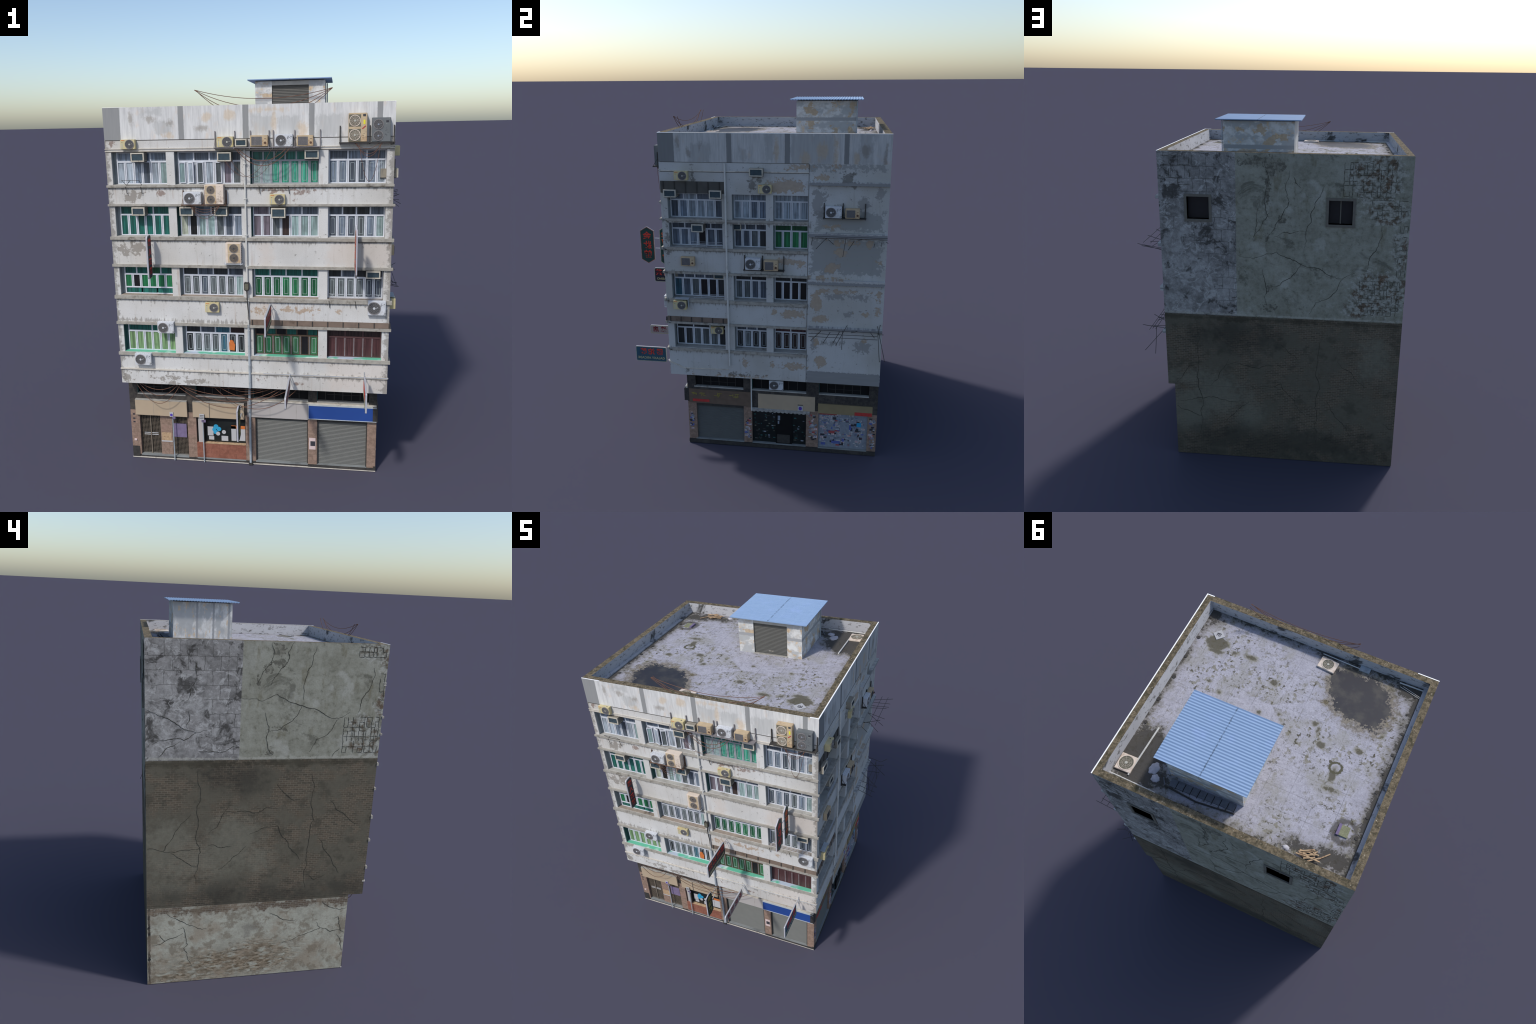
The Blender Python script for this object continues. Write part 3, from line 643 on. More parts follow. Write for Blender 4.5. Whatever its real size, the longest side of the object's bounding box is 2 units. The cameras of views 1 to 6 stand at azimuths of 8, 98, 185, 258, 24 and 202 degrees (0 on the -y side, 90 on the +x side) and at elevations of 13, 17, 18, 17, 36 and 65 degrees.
wall("side_wall", "r", YF + 0.0355, YB, Z0, ZP, REC + 0.004, holes_r, [M["right"], M["back"]], lambda n, c: 1 if n.y > .5 and c.y > YB - .001 else 0)
wall("blind_side_wall", "l", YF + 0.0355, YB, Z0, ZP, 0.04, [], [M["left"], M["back"]], lambda n, c: 1 if n.y > .5 and c.y > YB - .001 else 0)
BW = [(0.327, 0.447, 1.484, 1.606), (-0.435, -0.310, 1.477, 1.606)]
wall("back_wall", "b", XL + 0.04, XR - REC - 0.004, Z0, ZP, 0.035, BW, [M["back"]], lambda n, c: 0)

# parapet ring, roof slab, soffit
def ring():
    t = 0.037
    o = [(XL, YF), (XR, YF), (XR, YB), (XL, YB)]
    i = [(XL + t, YF + t), (XR - 0.037, YF + t), (XR - 0.037, YB - t), (XL + t, YB - t)]
    mb = MB()
    for k in range(4):
        a, b, c, d = o[k], o[(k + 1) % 4], i[(k + 1) % 4], i[k]
        mb.add([(*a, ZP), (*b, ZP), (*b, ZT), (*a, ZT)], [(0, 1, 2, 3)], k)
        mb.add([(*a, ZT), (*b, ZT), (*c, ZT), (*d, ZT)], [(0, 1, 2, 3)], 4)
        lean = lambda p: (p[0] - 0.030, p[1]) if p[0] > 0 else p          # the side parapet leans in at its foot
        mb.add([(*lean(d), ZP), (*lean(c), ZP), (*c, ZT), (*d, ZT)], [(3, 2, 1, 0)], 5)
    mb.obj("parapet", [M["par_f"], M["par_r"], M["back"], M["left"], M["coping"], M["par_in"]])
    mb = MB(); mb.box(XL + t - 0.002, XR - t + 0.002, YF + t - 0.002, YB - t + 0.002, ZR - 0.06, ZR)
    mb.obj("roof_floor", M["roof"])
    mb = MB(); mb.box(XL + 0.002, XR - 0.002, YF + 0.002, YB - 0.002, Z0 - 0.001, Z0 + 0.02)
    mb.obj("soffit", M["soffit"])
    mb = MB()      # white strip added to copy a texture artifact along the coping edge
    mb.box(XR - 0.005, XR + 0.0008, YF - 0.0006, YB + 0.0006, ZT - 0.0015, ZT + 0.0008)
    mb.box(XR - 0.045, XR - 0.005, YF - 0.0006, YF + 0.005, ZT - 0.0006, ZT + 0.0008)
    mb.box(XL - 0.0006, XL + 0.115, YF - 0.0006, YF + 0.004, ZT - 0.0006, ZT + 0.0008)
    mb.obj("coping_artifact", M["white_artifact"])
    # low kerbs at the foot of the parapet
    mb = MB()
    mb.box(XL + t, XL + t + 0.02, YF + t, YB - t, ZR, ZR + 0.008)
    mb.obj("roof_kerb", M["par_in"])
ring()
# dark core keeps the inside from being seen through
mb = MB(); mb.box(XL + 0.045, XR - 0.075, YF + 0.075, YB - 0.09, Z0 + 0.03, ZR - 0.07); mb.obj("inner_core", M["black"])

# ------------------------------------------------------------------ ledges
mb = MB()
def ledge_ring(z0, z1, out=0.0095, right=True):
    mb.box(XL - 0.0035, XR + (out if right else 0.003), YF - out, YF + 0.0015, z0, z1)
    mb.box(XL + 0.002, XR - 0.002, YF - 0.001, YF + 0.02, z0 + 0.0004, z1 - 0.0004)
    if right:
        mb.box(XR - 0.02, XR + out, YF + 0.02, 0.323, z0 + 0.0004, z1 - 0.0004)
for z0, z1 in ((1.476, 1.4865), (1.387, 1.3965), (1.224, 1.2385), (1.0895, 1.102), (0.926, 0.9435), (0.794, 0.807), (0.630, 0.6455)):
    ledge_ring(z0, z1, right=z0 < 1.4 and z0 > 0.7 or z0 < 0.7)
mb.box(XR - 0.02, XR + 0.0095, YF + 0.03, 0.323, 1.3835, 1.3868)
mb.obj("ledge", M["ledge"])
mb = MB()
for z0, z1 in ((1.589, 1.6055), (1.320, 1.342), (1.062, 1.088), (0.801, 0.8165)):
    mb.box(XR - 0.01, XR + 0.0185, 0.3245, YB - 0.0005, z0, z1)
mb.obj("floor_band", M["right"])
mb = MB()
mb.box(XL - 0.001, XR + 0.001, YF - 0.006, YF + 0.01, 0.5505, 0.5575)
mb.box(XL - 0.001, XR + 0.001, YF - 0.004, YF + 0.01, 1.6535, 1.6575)
mb.box(XL - 0.001, XR + 0.001, YF - 0.003, YF + 0.01, 1.6425, 1.6475)
mb.box(XR - 0.01, XR + 0.004, YF + 0.01, 0.323, 1.6475, 1.6525)
mb.prism([(-0.463, 0.559), (-0.463, 0.553), (-0.405, 0.530), (-0.378, 0.516), (-0.116, 0.523), (-0.116, 0.527), (-0.378, 0.521), (-0.40, 0.5355)], XR - 0.005, XR + 0.004, lambda a, b, w: (w, a, b))
mb.obj("string_course", M["ledge_light"])
mb = MB()      # dark strips under the ledges, copying shadow lines as colour
for z, w in ((1.476, .0032), (1.387, .0022), (1.224, .0036), (1.0895, .0022), (0.926, .0036), (0.794, .0024), (0.630, .0032), (1.6955, .0016), (1.6425, .0022)):
    mb.box(XL + 0.004, XR - 0.0005, YF - 0.0012, YF + 0.004, z - w, z + 0.0008)
    if z < 1.4:
        mb.box(XR - 0.004, XR + 0.0012, YF + 0.006, 0.322, z - w, z + 0.0008)
mb.box(XL + 0.004, XR - 0.0005, YF - 0.001, YF + 0.004, 0.5478, 0.551)
mb.box(XR - 0.004, XR + 0.001, YF + 0.006, 0.322, 1.6445, 1.648); mb.box(XR - 0.004, XR + 0.001, YF + 0.006, 0.322, 1.694, 1.6958)
mb.box(XR - 0.004, XR + 0.001, 0.3215, 0.3235, 0.476, 1.694)
mb.obj("ledge_shadow_strip", M["grime_shade"])
mb = MB()      # steel angle lying along the lowest string course
mb.box(0.0, XR + 0.001, YF - 0.0085, YF - 0.006, 0.5565, 0.5592)
mb.obj("steel_angle", M["steel"])

# ------------------------------------------------------------------ brown awning sheets above two window groups
def awning(name, face, u0, u1, z0, z1, ribs, mat, lean):
    mb = MB()
    P = FACE[face]
    prof = [(0.01, z0), (-lean, z0), (-0.0025, z1), (0.01, z1)]
    mb.prism(prof, u0, u1, lambda d, v, u: P(u, d, v))
    for r in ribs:
        pr = [(0.0, z0), (-lean - 0.003, z0 - 0.0005), (-0.006, z1 - 0.001), (0.0, z1 - 0.001)]
        mb.prism(pr, r - 0.0022, r + 0.0022, lambda d, v, u: P(u, d, v), 1)
    mb.obj(name, [mat, M["dark_iron"]])
awning("awning", "f", -0.058, 0.597, 0.8085, 0.834, [-0.05 + 0.0725 * i for i in range(10)], M["awning"], 0.005)
awning("awning", "r", -0.456, -0.113, 1.5335, 1.596, [-0.44 + 0.06 * i for i in range(6)], M["awning_dark"], 0.003)
awning("awning", "r", -0.456, -0.113, 0.8085, 0.836, [-0.44 + 0.06 * i for i in range(6)], M["awning"], 0.005)

# ------------------------------------------------------------------ windows
def pane_mesh(w, h, glass, inset, frame, sash=False):
    mb = MB()
    mb.box(-w / 2, w / 2, -0.0015, 0.0015, -h / 2, h / 2, 0)
    t = 0.0013
    def rect(a, b, tk, y0, y1, m):
        mb.box(-a, a, y0, y1, b - tk, b, m); mb.box(-a, a, y0, y1, -b, -b + tk, m)
        mb.box(-a, -a + tk, y0, y1, -b + tk, b - tk, m); mb.box(a - tk, a, y0, y1, -b + tk, b - tk, m)
    if inset:
        rect(w / 2 - 0.0065, h / 2 - 0.009, t, -0.0024, -0.0012, 1)
    if sash:
        rect(w / 2 + 0.0025, h / 2 + 0.0025, 0.004, -0.004, 0.003, 2)
    return mb.mesh("window_pane", [glass, M["inlay"], frame])

def window(face, u0, u1, v0, v1, n, m, low, up, frame="frame", inset=False, over=None, opened=(), jamb="jamb_grey", sill="sill_grey", strip=False, gap=None):
    P = FACE[face]
    RC = 0.035 if face == "f" else 0.055
    fr = M[frame]
    mb = MB()
    D0, D1 = RC - 0.008, RC + 0.002
    b = 0.006
    full0 = u0
    if face == "f":
        u0 += max(0.0, 0.0035 - 0.0145 * u0)
    w, h = u1 - u0, v1 - v0
    vt = v1 - 0.30 * h                                      # transom
    vb = v0 + b + (0.22 * h if strip else 0)
    ew = 0.0006
    fbox(mb, face, u0 + ew, u1 - ew, D0, D1, v0 + 0.0005, v0 + b)
    fbox(mb, face, u0 + ew, u1 - ew, D0, D1, v1 - b, v1 - 0.0005)
    fbox(mb, face, u0 + ew, u0 + b, D0 + .0005, D1, v0 + b, v1 - b)
    fbox(mb, face, u1 - b, u1 - ew, D0 + .0005, D1, v0 + b, v1 - b)
    fbox(mb, face, u0 + b, u1 - b, D0 - 0.001, D1, vt - 0.004, vt + 0.004)
    if strip:
        fbox(mb, face, u0 + b, u1 - b, D0 - 0.001, D1, vb - 0.006, vb)
    mull = 0.0125
    ws = (w - 2 * b - (n - 1) * mull) / n
    for i in range(1, n):
        c = u0 + b + i * (ws + mull) - mull / 2
        fbox(mb, face, c - mull / 2, c + mull / 2, D0, D1, vb, vt - 0.004)
        fbox(mb, face, c - 0.001, c + 0.001, D0 - 0.0012, D1, vb, vt - 0.004, 1)
    mu = 0.007
    wu = (w - 2 * b - (m - 1) * mu) / m
    for i in range(1, m):
        c = u0 + b + i * (wu + mu) - mu / 2
        fbox(mb, face, c - mu / 2, c + mu / 2, D0 + 0.001, D1, vt + 0.004, v1 - b)
    win = mb.obj("window", [fr, M["frame_grey"]])
    rot = {"f": 0.0, "r": math.pi / 2}[face]
    def put(me, c, v, turn=0.0, d=None):
        ob = bpy.data.objects.new("window_pane", me)
        link(ob, win)
        ob.location = P(c, RC - 0.004 if d is None else d, v)
        ob.rotation_euler = (0, 0, rot + turn)
    hl = vt - 0.004 - vb
    cache = {}
    over = over or {}
    for i in range(n):
        g = over.get(i, low[i % len(low)] if isinstance(low, (list, tuple)) else low)
        op = i in opened
        key = (g, op)
        if key not in cache:
            cache[key] = pane_mesh(ws - 0.0004 - (0.005 if op else 0), hl - 0.0004 - (0.005 if op else 0), GLASS[g], inset and g != "night", fr, op)
        c = u0 + b + i * (ws + mull) + ws / 2
        if op:
            s = 1 if i % 2 == 0 else -1
            put(cache[key], c, (vb + vt - 0.004) / 2, s * 0.36, RC - 0.016)
            put(pane_mesh(ws, hl, GLASS["slate"], False, fr), c, (vb + vt - 0.004) / 2, 0, RC + 0.001)
        else:
            put(cache[key], c, (vb + vt - 0.004) / 2)
    hu = v1 - b - vt - 0.004
    mu_me = {}
    for i in range(m):
        g = up[i % len(up)] if isinstance(up, (list, tuple)) else up
        if g not in mu_me:
            mu_me[g] = pane_mesh(wu - 0.0004, hu - 0.0004, GLASS[g], False, fr)
        put(mu_me[g], u0 + b + i * (wu + mu) + wu / 2, vt + 0.004 + hu / 2)
    if strip:
        me = pane_mesh((w - 2 * b) / 3 - 0.006, vb - 0.006 - v0 - b - 0.0004, GLASS["deepteal"], False, fr)
        for i in range(3):
            put(me, u0 + b + (i + .5) * (w - 2 * b) / 3, (vb - 0.006 + v0 + b) / 2)
    # reveal linings and sill
    mb = MB()
    if u0 > full0:
        fbox(mb, face, full0 - 0.001, u0 + 0.001, RC - 0.005, RC + 0.003, v0 + 0.001, v1 - 0.001, 0)  # flat strip added to imitate a deeper, shaded side reveal
        u0 = full0
    fbox(mb, face, u0 - 0.002, u0 + 0.0005, 0.006, RC + 0.003, v0 + 0.002, v1 - 0.002, 0)
    if face == "f":
        pass
    fbox(mb, face, u0 - 0.002, u1 + 0.002, 0.0015, RC + 0.003, v0 - 0.003, v0 + 0.0018, 1)
    mb.obj("window_reveal", [M[jamb], sill if not isinstance(sill, str) else M[sill]], win)
    return win

def mat_green_sill():
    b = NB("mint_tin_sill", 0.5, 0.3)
    n = b.noise(b.obj, 1, 2, 0.5, stretch=(9, 9, 9))
    c = b.mix(b.ss(n, 0.5, 0.62), (98, 176, 148), (206, 222, 214))
    return b.done(b.mix(b.ss(b.noise(b.obj, 7, 2), 0.55, 0.62), c, (170, 182, 196)))
M["sill_mint"] = mat_green_sill()

SF = [  # front rows, left to right: panes, top panes, colours
    [(6, 3, ["pale", "pale", "greyblue", "slate", "pale", "mint"], "greyblue", {}),
     (7, 4, ["mint", "pale", "smoke", "pale", "smoke", "mauve", "smoke"], ["greyblue", "slate"], {"opened": (0, 1, 2, 4)}),
     (7, 6, ["mint", "mint", "teal", "teal", "teal", "teal", "teal"], "deepteal", {"frame": "frame_grey", "inset": True, "jamb": "jamb_teal"}),
     (6, 3, ["greyblue", "greyblue", "slate", "slate", "greyblue", "pale"], ["slate", "greyblue"], {"inset": True})],
    [(6, 3, "deepteal", "deepteal", {}),
     (7, 4, ["ivory", "night", "mint", "mint", "smoke", "slate", "greyblue"], ["slate", "greyblue", "slate"], {"jamb": "jamb_teal"}),
     (7, 4, ["mauve", "mauve", "smoke", "brown", "mint", "mint", "mint"], ["mauve", "slate", "greyblue", "slate"], {"jamb": "jamb_teal"}),
     (6, 4, ["slate", "greyblue", "slate", "smoke", "greyblue", "mint"], ["slate", "charcoal", "charcoal", "slate"], {"inset": True})],
    [(6, 4, ["green", "night", "green", "green", "green", "green"], ["deepteal", "deepteal", "deepgreen"], {"strip": True, "sill": "sill_brown", "frame": "frame"}),
     (7, 4, ["smoke", "smoke", "slate", "smoke", "smoke", "smoke", "mint"], ["charcoal", "slate"], {"inset": True, "sill": "sill_brown"}),
     (7, 4, ["deepgreen", "deepgreen", "deepgreen", "green", "green", "deepgreen", "deepgreen"], "deepteal", {"inset": True, "sill": "sill_brown"}),
     (6, 4, ["smoke", "smoke", "smoke", "smoke", "slate", "slate"], ["charcoal", "slate"], {"inset": True, "sill": "sill_brown"})],
    [(6, 2, "olive", "deepteal", {"sill": "sill_mint", "jamb": "jamb_teal"}),
     (7, 4, ["charcoal", "smoke", "smoke", "smoke", "petrol", "charcoal", "charcoal"], ["charcoal", "slate", "petrol", "brown"], {"inset": True, "sill": "sill_mint"}),
     (7, 6, ["bottle", "deepgreen", "bottle", "bottle", "bottle", "night", "bottle"], ["night", "deepteal"], {"frame": "frame_brown", "inset": True, "sill": "sill_mint"}),
     (6, 3, "maroon", "brown", {"frame": "frame_maroon", "sill": "sill_mint"})],
]
for (v0, v1), row in zip(ROWS_F, SF):
    for (u0, u1), (n, m, low, up, kw) in zip(COLS_F, row):
        window("f", u0, u1, v0, v1, n, m, low, up, **kw)
SR = [
    [(6, 4, ["slate", "greyblue", "pale", "pale", "pale", "slate"], ["greyblue", "pale"], {}), (4, 2, ["pale", "pale", "greyblue", "greyblue"], ["pale", "greyblue"], {}), (4, 2, "pale", "pale", {})],
    [(6, 4, ["greyblue", "greyblue", "greyblue", "night", "slate", "slate"], "slate", {}), (4, 3, ["slate", "slate", "smoke", "charcoal"], "slate", {}), (4, 2, "green", "deepgreen", {"jamb": "jamb_teal"})],
    [(6, 5, ["petrol", "slate", "smoke", "night", "night", "charcoal"], "slate", {}), (4, 2, ["smoke", "smoke", "slate", "slate"], "charcoal", {}), (4, 2, "night", "charcoal", {"inset": True})],
    [(6, 3, ["charcoal", "charcoal", "smoke", "smoke", "smoke", "charcoal"], "charcoal", {}), (4, 3, ["charcoal", "smoke", "charcoal", "charcoal"], "slate", {"inset": True}), (4, 2, "brown", "maroon", {"inset": True})],
]
for (v0, v1), row in zip(ROWS_R, SR):
    for (u0, u1), (n, m, low, up, kw) in zip(COLS_R, row):
        window("r", u0, u1, v0, v1, n, m, low, up, **kw)

# orange shirt behind one pane, washing frames, railings
mb = MB()
mb.prism([(-0.172, 0.663), (-0.146, 0.660), (-0.143, 0.69), (-0.152, 0.712), (-0.166, 0.716), (-0.173, 0.70)], 0.0235, 0.0262, lambda u, v, d: FACE["f"](u, d, v))
mb.obj("hanging_shirt", M["orange"])
def rail(face, u0, u1, v0, v1, out, bars, posts, r=0.0009, mat="dark_iron", name="window_rail"):
    mb = MB(); P = FACE[face]
    for i in range(bars):
        v = v0 + (v1 - v0) * i / max(1, bars - 1)
        mb.tube([P(u0, 0.0, v), P(u0, -out, v), P(u1, -out, v), P(u1, 0.0, v)], r, 5)
    for i in range(posts):
        u = u0 + (u1 - u0) * (i + .5) / posts
        mb.tube([P(u, -out, v0), P(u, -out, v1)], r, 5)
    mb.obj(name, M[mat])
rail("f", 0.318, 0.562, 0.952, 0.972, 0.004, 3, 8, mat="steel")
rail("r", -0.30, -0.135, 1.245, 1.272, 0.004, 4, 3, mat="steel")
rail("r", -0.30, -0.132, 0.955, 0.975, 0.004, 3, 2, mat="steel")
mb = MB()
P = FACE["f"]
a, b_, c_, d_ = P(-0.652, -0.028, 1.512), P(-0.568, -0.028, 1.512), P(-0.562, -0.008, 1.487), P(-0.638, -0.008, 1.487)
for p, q in ((a, b_), (a, d_), (b_, c_), (c_, d_), (d_, tuple((Vector(a) + Vector(b_)) / 2))):
    mb.tube([p, q], 0.0011, 5)
for u in (-0.642, -0.568, -0.005, 0.13, 0.318, 0.44):
    z = 1.48 if u < 0.2 else 0.94
    mb.tube([P(u, -0.011, z), P(u + 0.004, -0.006, z - 0.035)], 0.0016, 5)
mb.tube([P(-0.005, -0.011, 1.472), P(0.13, -0.011, 1.472)], 0.0012, 5)
mb.obj("washing_bracket", M["dark_iron"])

# ------------------------------------------------------------------ back windows
for u0, u1, v0, v1 in BW:
    mb = MB()
    t = 0.0135
    fbox(mb, "b", u0 - t, u1 + t, -0.006, 0.03, v1, v1 + t); fbox(mb, "b", u0 - t, u1 + t, -0.006, 0.03, v0 - t, v0)
    fbox(mb, "b", u0 - t, u0, -0.006, 0.03, v0, v1); fbox(mb, "b", u1, u1 + t, -0.006, 0.03, v0, v1)
    if u0 < 0:
        fbox(mb, "b", (u0 + u1) / 2 - 0.003, (u0 + u1) / 2 + 0.003, 0.022, 0.03, v0, v1)
    fbox(mb, "b", u0 - 0.002, u1 + 0.002, 0.026, 0.034, v0 - 0.002, v1 + 0.002, 1)
    mb.obj("back_window", [plain("dull_stone_surround", (112, 108, 100), 0.9, 0.15, vary=0.15), plain("dark_pane", (38, 36, 40), 0.4, 0.3, vary=0.3)])

# ------------------------------------------------------------------ cracks on the two blind walls
def cracks(name, face, lines, width, split=3, wob=0.13):
    mb = MB(); P = FACE[face]
    rnd = random.Random(5)
    for pl in lines:
        pts = [Vector((u, v)) for u, v in pl]
        for _ in range(split):
            out = [pts[0]]
            for p, q in zip(pts, pts[1:]):
                L = (q - p).length
                nrm = Vector((-(q - p).y, (q - p).x)).normalized() if L > 1e-6 else Vector((0, 0))
                out += [(p + q) / 2 + nrm * rnd.uniform(-1, 1) * L * wob, q]
            pts = out
        N = len(pts)
        v, f = [], []
        for i, p in enumerate(pts):
            t = (pts[min(i + 1, N - 1)] - pts[max(i - 1, 0)]).normalized()
            nrm = Vector((-t.y, t.x))
            w = width * (0.25 + 0.75 * math.sin(math.pi * (i + 0.5) / N)) * rnd.uniform(0.4, 1.25)
            for s, d in ((1, 0.002), (1, -0.0007), (-1, -0.0007), (-1, 0.002)):
                v.append(P((p + nrm * w * s).x, d, (p + nrm * w * s).y))
        for i in range(N - 1):
            for k in range(3):
                f.append((i * 4 + k, i * 4 + k + 1, i * 4 + 5 + k, i * 4 + 4 + k))
        f += [(0, 1, 2, 3), tuple((N - 1) * 4 + k for k in (3, 2, 1, 0))]
        mb.add(v, f)
    mb.obj(name, M["crack"], kind="stuff")
cracks("crack", "b", [
    [(0.024, 1.815), (0.012, 1.693), (0.023, 1.568), (0.011, 1.513), (0.047, 1.447), (0.09, 1.389)], [(-0.098, 1.757), (-0.084, 1.649), (-0.101, 1.595), (-0.074, 1.539), (-0.063, 1.507), (-0.017, 1.433), (0.019, 1.367)],
    [(0.175, 1.29), (0.071, 1.28), (-0.037, 1.315), (-0.121, 1.273), (-0.289, 1.217), (-0.397, 1.175), (-0.463, 1.212)], [(0.018, 1.101), (-0.075, 1.148), (-0.146, 1.207), (-0.173, 1.258)],
    [(0.038, 1.212), (0.018, 1.101), (0.014, 1.001)], [(-0.289, 1.69), (-0.265, 1.624), (-0.221, 1.544), (-0.193, 1.431), (-0.187, 1.342)], [(-0.587, 1.469), (-0.571, 1.356), (-0.53, 1.273), (-0.521, 1.223)],
    [(-0.397, 1.175), (-0.372, 1.115), (-0.255, 1.032), (-0.22, 0.96)], [(-0.025, 1.401), (-0.134, 1.429), (-0.193, 1.435)], [(-0.121, 1.727), (-0.161, 1.667)], [(0.066, 1.551), (0.07, 1.463), (0.09, 1.389)],
    [(0.56, 0.477), (0.501, 0.55), (0.47, 0.597), (0.44, 0.606)], [(0.416, 0.87), (0.419, 0.691), (0.412, 0.58), (0.419, 0.482), (0.396, 0.384), (0.407, 0.274), (0.423, 0.109)], [(0.555, 0.331), (0.474, 0.295), (0.407, 0.27)],
    [(0.542, 0.366), (0.448, 0.381), (0.388, 0.389), (0.328, 0.401), (0.24, 0.378), (0.166, 0.387)], [(0.235, 0.655), (0.28, 0.58), (0.341, 0.479)], [(0.243, 0.618), (0.135, 0.621), (0.056, 0.606), (0.006, 0.629), (-0.08, 0.618)],
    [(0.1, 0.462), (0.02, 0.491), (-0.07, 0.513), (-0.111, 0.443), (-0.17, 0.356), (-0.223, 0.285)], [(0.118, 0.386), (0.167, 0.341), (0.212, 0.288), (0.273, 0.224)], [(-0.064, 0.766), (-0.114, 0.714), (-0.164, 0.67)],
    [(-0.28, 0.793), (-0.274, 0.638), (-0.296, 0.496), (-0.274, 0.405), (-0.274, 0.263), (-0.271, 0.109)], [(-0.388, 0.676), (-0.468, 0.61), (-0.55, 0.512)], [(-0.334, 0.417), (-0.373, 0.345), (-0.449, 0.251), (-0.496, 0.17)],
    [(-0.291, 0.171), (-0.322, 0.148), (-0.379, 0.178)], [(-0.662, 0.291), (-0.7, 0.257), (-0.73, 0.255)]], 0.0016)
cracks("crack", "l", [
    [(0.135, 1.839), (0.12, 1.787), (0.132, 1.738), (0.156, 1.72), (0.179, 1.677), (0.196, 1.64)], [(0.027, 1.842), (0.052, 1.8), (0.047, 1.776), (0.069, 1.728), (0.104, 1.684), (0.13, 1.638)],
    [(0.267, 1.572), (0.173, 1.56), (0.093, 1.592), (0.053, 1.571), (-0.033, 1.54), (-0.148, 1.499), (-0.227, 1.476), (-0.285, 1.506)], [(0.13, 1.408), (0.051, 1.44), (-0.016, 1.498), (-0.03, 1.54)],
    [(0.151, 1.504), (0.13, 1.408), (0.129, 1.324), (0.101, 1.29)], [(-0.085, 1.828), (-0.064, 1.73), (-0.045, 1.681), (-0.037, 1.568)], [(-0.388, 1.73), (-0.379, 1.636), (-0.335, 1.545), (-0.329, 1.506)],
    [(-0.227, 1.473), (-0.201, 1.427), (-0.119, 1.368), (-0.084, 1.302)], [(-0.208, 1.274), (-0.245, 1.32)], [(0.489, 1.666), (0.512, 1.624), (0.535, 1.557)], [(0.72, 1.514), (0.648, 1.484), (0.558, 1.428), (0.484, 1.403)],
    [(0.696, 1.341), (0.606, 1.372), (0.545, 1.365), (0.435, 1.415)], [(0.533, 1.428), (0.522, 1.508)], [(0.484, 1.743), (0.489, 1.684)], [(0.666, 1.284), (0.636, 1.315), (0.557, 1.365)], [(0.47, 1.311), (0.383, 1.307), (0.277, 1.344)],
    [(0.722, 0.803), (0.675, 0.796), (0.642, 0.787), (0.624, 0.822), (0.588, 0.877), (0.537, 0.947), (0.508, 0.985)], [(0.642, 0.783), (0.58, 0.78), (0.528, 0.789), (0.453, 0.798)],
    [(0.475, 1.208), (0.47, 1.14), (0.476, 1.024), (0.47, 0.904), (0.476, 0.84), (0.453, 0.773), (0.466, 0.674), (0.476, 0.59)], [(0.605, 0.773), (0.535, 0.724), (0.47, 0.691)], [(0.316, 1.027), (0.352, 0.956), (0.41, 0.878)],
    [(0.33, 0.991), (0.24, 0.992), (0.163, 0.982), (0.118, 1.009), (0.056, 0.999)], [(0.416, 0.809), (0.347, 0.793), (0.294, 0.799)], [(0.216, 0.799), (0.253, 0.755), (0.298, 0.716), (0.359, 0.668)],
    [(0.204, 0.861), (0.143, 0.892), (0.054, 0.905), (0.006, 0.828), (-0.056, 0.74), (-0.079, 0.704)], [(0.068, 1.135), (0.022, 1.082), (-0.028, 1.041)], [(-0.111, 1.182), (-0.118, 1.046), (-0.139, 0.931), (-0.121, 0.797), (-0.119, 0.668), (-0.12, 0.535)],
    [(-0.223, 1.035), (-0.307, 0.958), (-0.371, 0.897)], [(-0.171, 0.828), (-0.21, 0.758), (-0.268, 0.668), (-0.306, 0.613)], [(-0.123, 0.615), (-0.167, 0.581), (-0.227, 0.609)],
    [(0.623, 0.423), (0.554, 0.378), (0.499, 0.347), (0.413, 0.322)], [(0.565, 0.326), (0.538, 0.337), (0.526, 0.286), (0.514, 0.231), (0.533, 0.21), (0.513, 0.139), (0.488, 0.09)], [(0.662, 0.302), (0.631, 0.259)],
    [(0.7, 0.239), (0.631, 0.264), (0.538, 0.305)], [(-0.228, 0.442), (-0.292, 0.396), (-0.37, 0.39)], [(-0.307, 0.329), (-0.332, 0.337), (-0.349, 0.25), (-0.372, 0.234)], [(-0.205, 0.314), (-0.23, 0.274), (-0.092, 0.224), (-0.009, 0.194)],
    [(-0.23, 0.274), (-0.288, 0.246), (-0.348, 0.255)], [(-0.33, 0.223), (-0.358, 0.153), (-0.37, 0.112)], [(0.069, 0.39), (0.009, 0.354), (-0.084, 0.337)], [(0.215, 0.176), (0.272, 0.177)]], 0.0016)

def rebar(face, areas):
    rnd = random.Random(9)
    lines = []
    for (u0, u1, v0, v1, nv, nh, keep) in areas:
        us = [u0 + (u1 - u0) * (i + rnd.uniform(.25, .75)) / nv for i in range(nv)]
        vs = [v0 + (v1 - v0) * (i + rnd.uniform(.25, .75)) / nh for i in range(nh)]
        for i, u in enumerate(us):                      # short runs between the crossings
            for a, b in zip(vs, vs[1:]):
                if rnd.random() < keep * (0.45 + 0.4 * i / nv if u1 > 0 else 0.75):
                    lines.append([(u + rnd.uniform(-.002, .002), a), (u, (a + b) / 2), (u + rnd.uniform(-.002, .002), b)])
        for v in vs:
            for a, b in zip(us, us[1:]):
                if rnd.random() < keep * 0.72:
                    lines.append([(a, v + rnd.uniform(-.002, .002)), ((a + b) / 2, v), (b, v + rnd.uniform(-.002, .002))])
    cracks("rebar", face, lines, 0.0014, 1, 0.09)
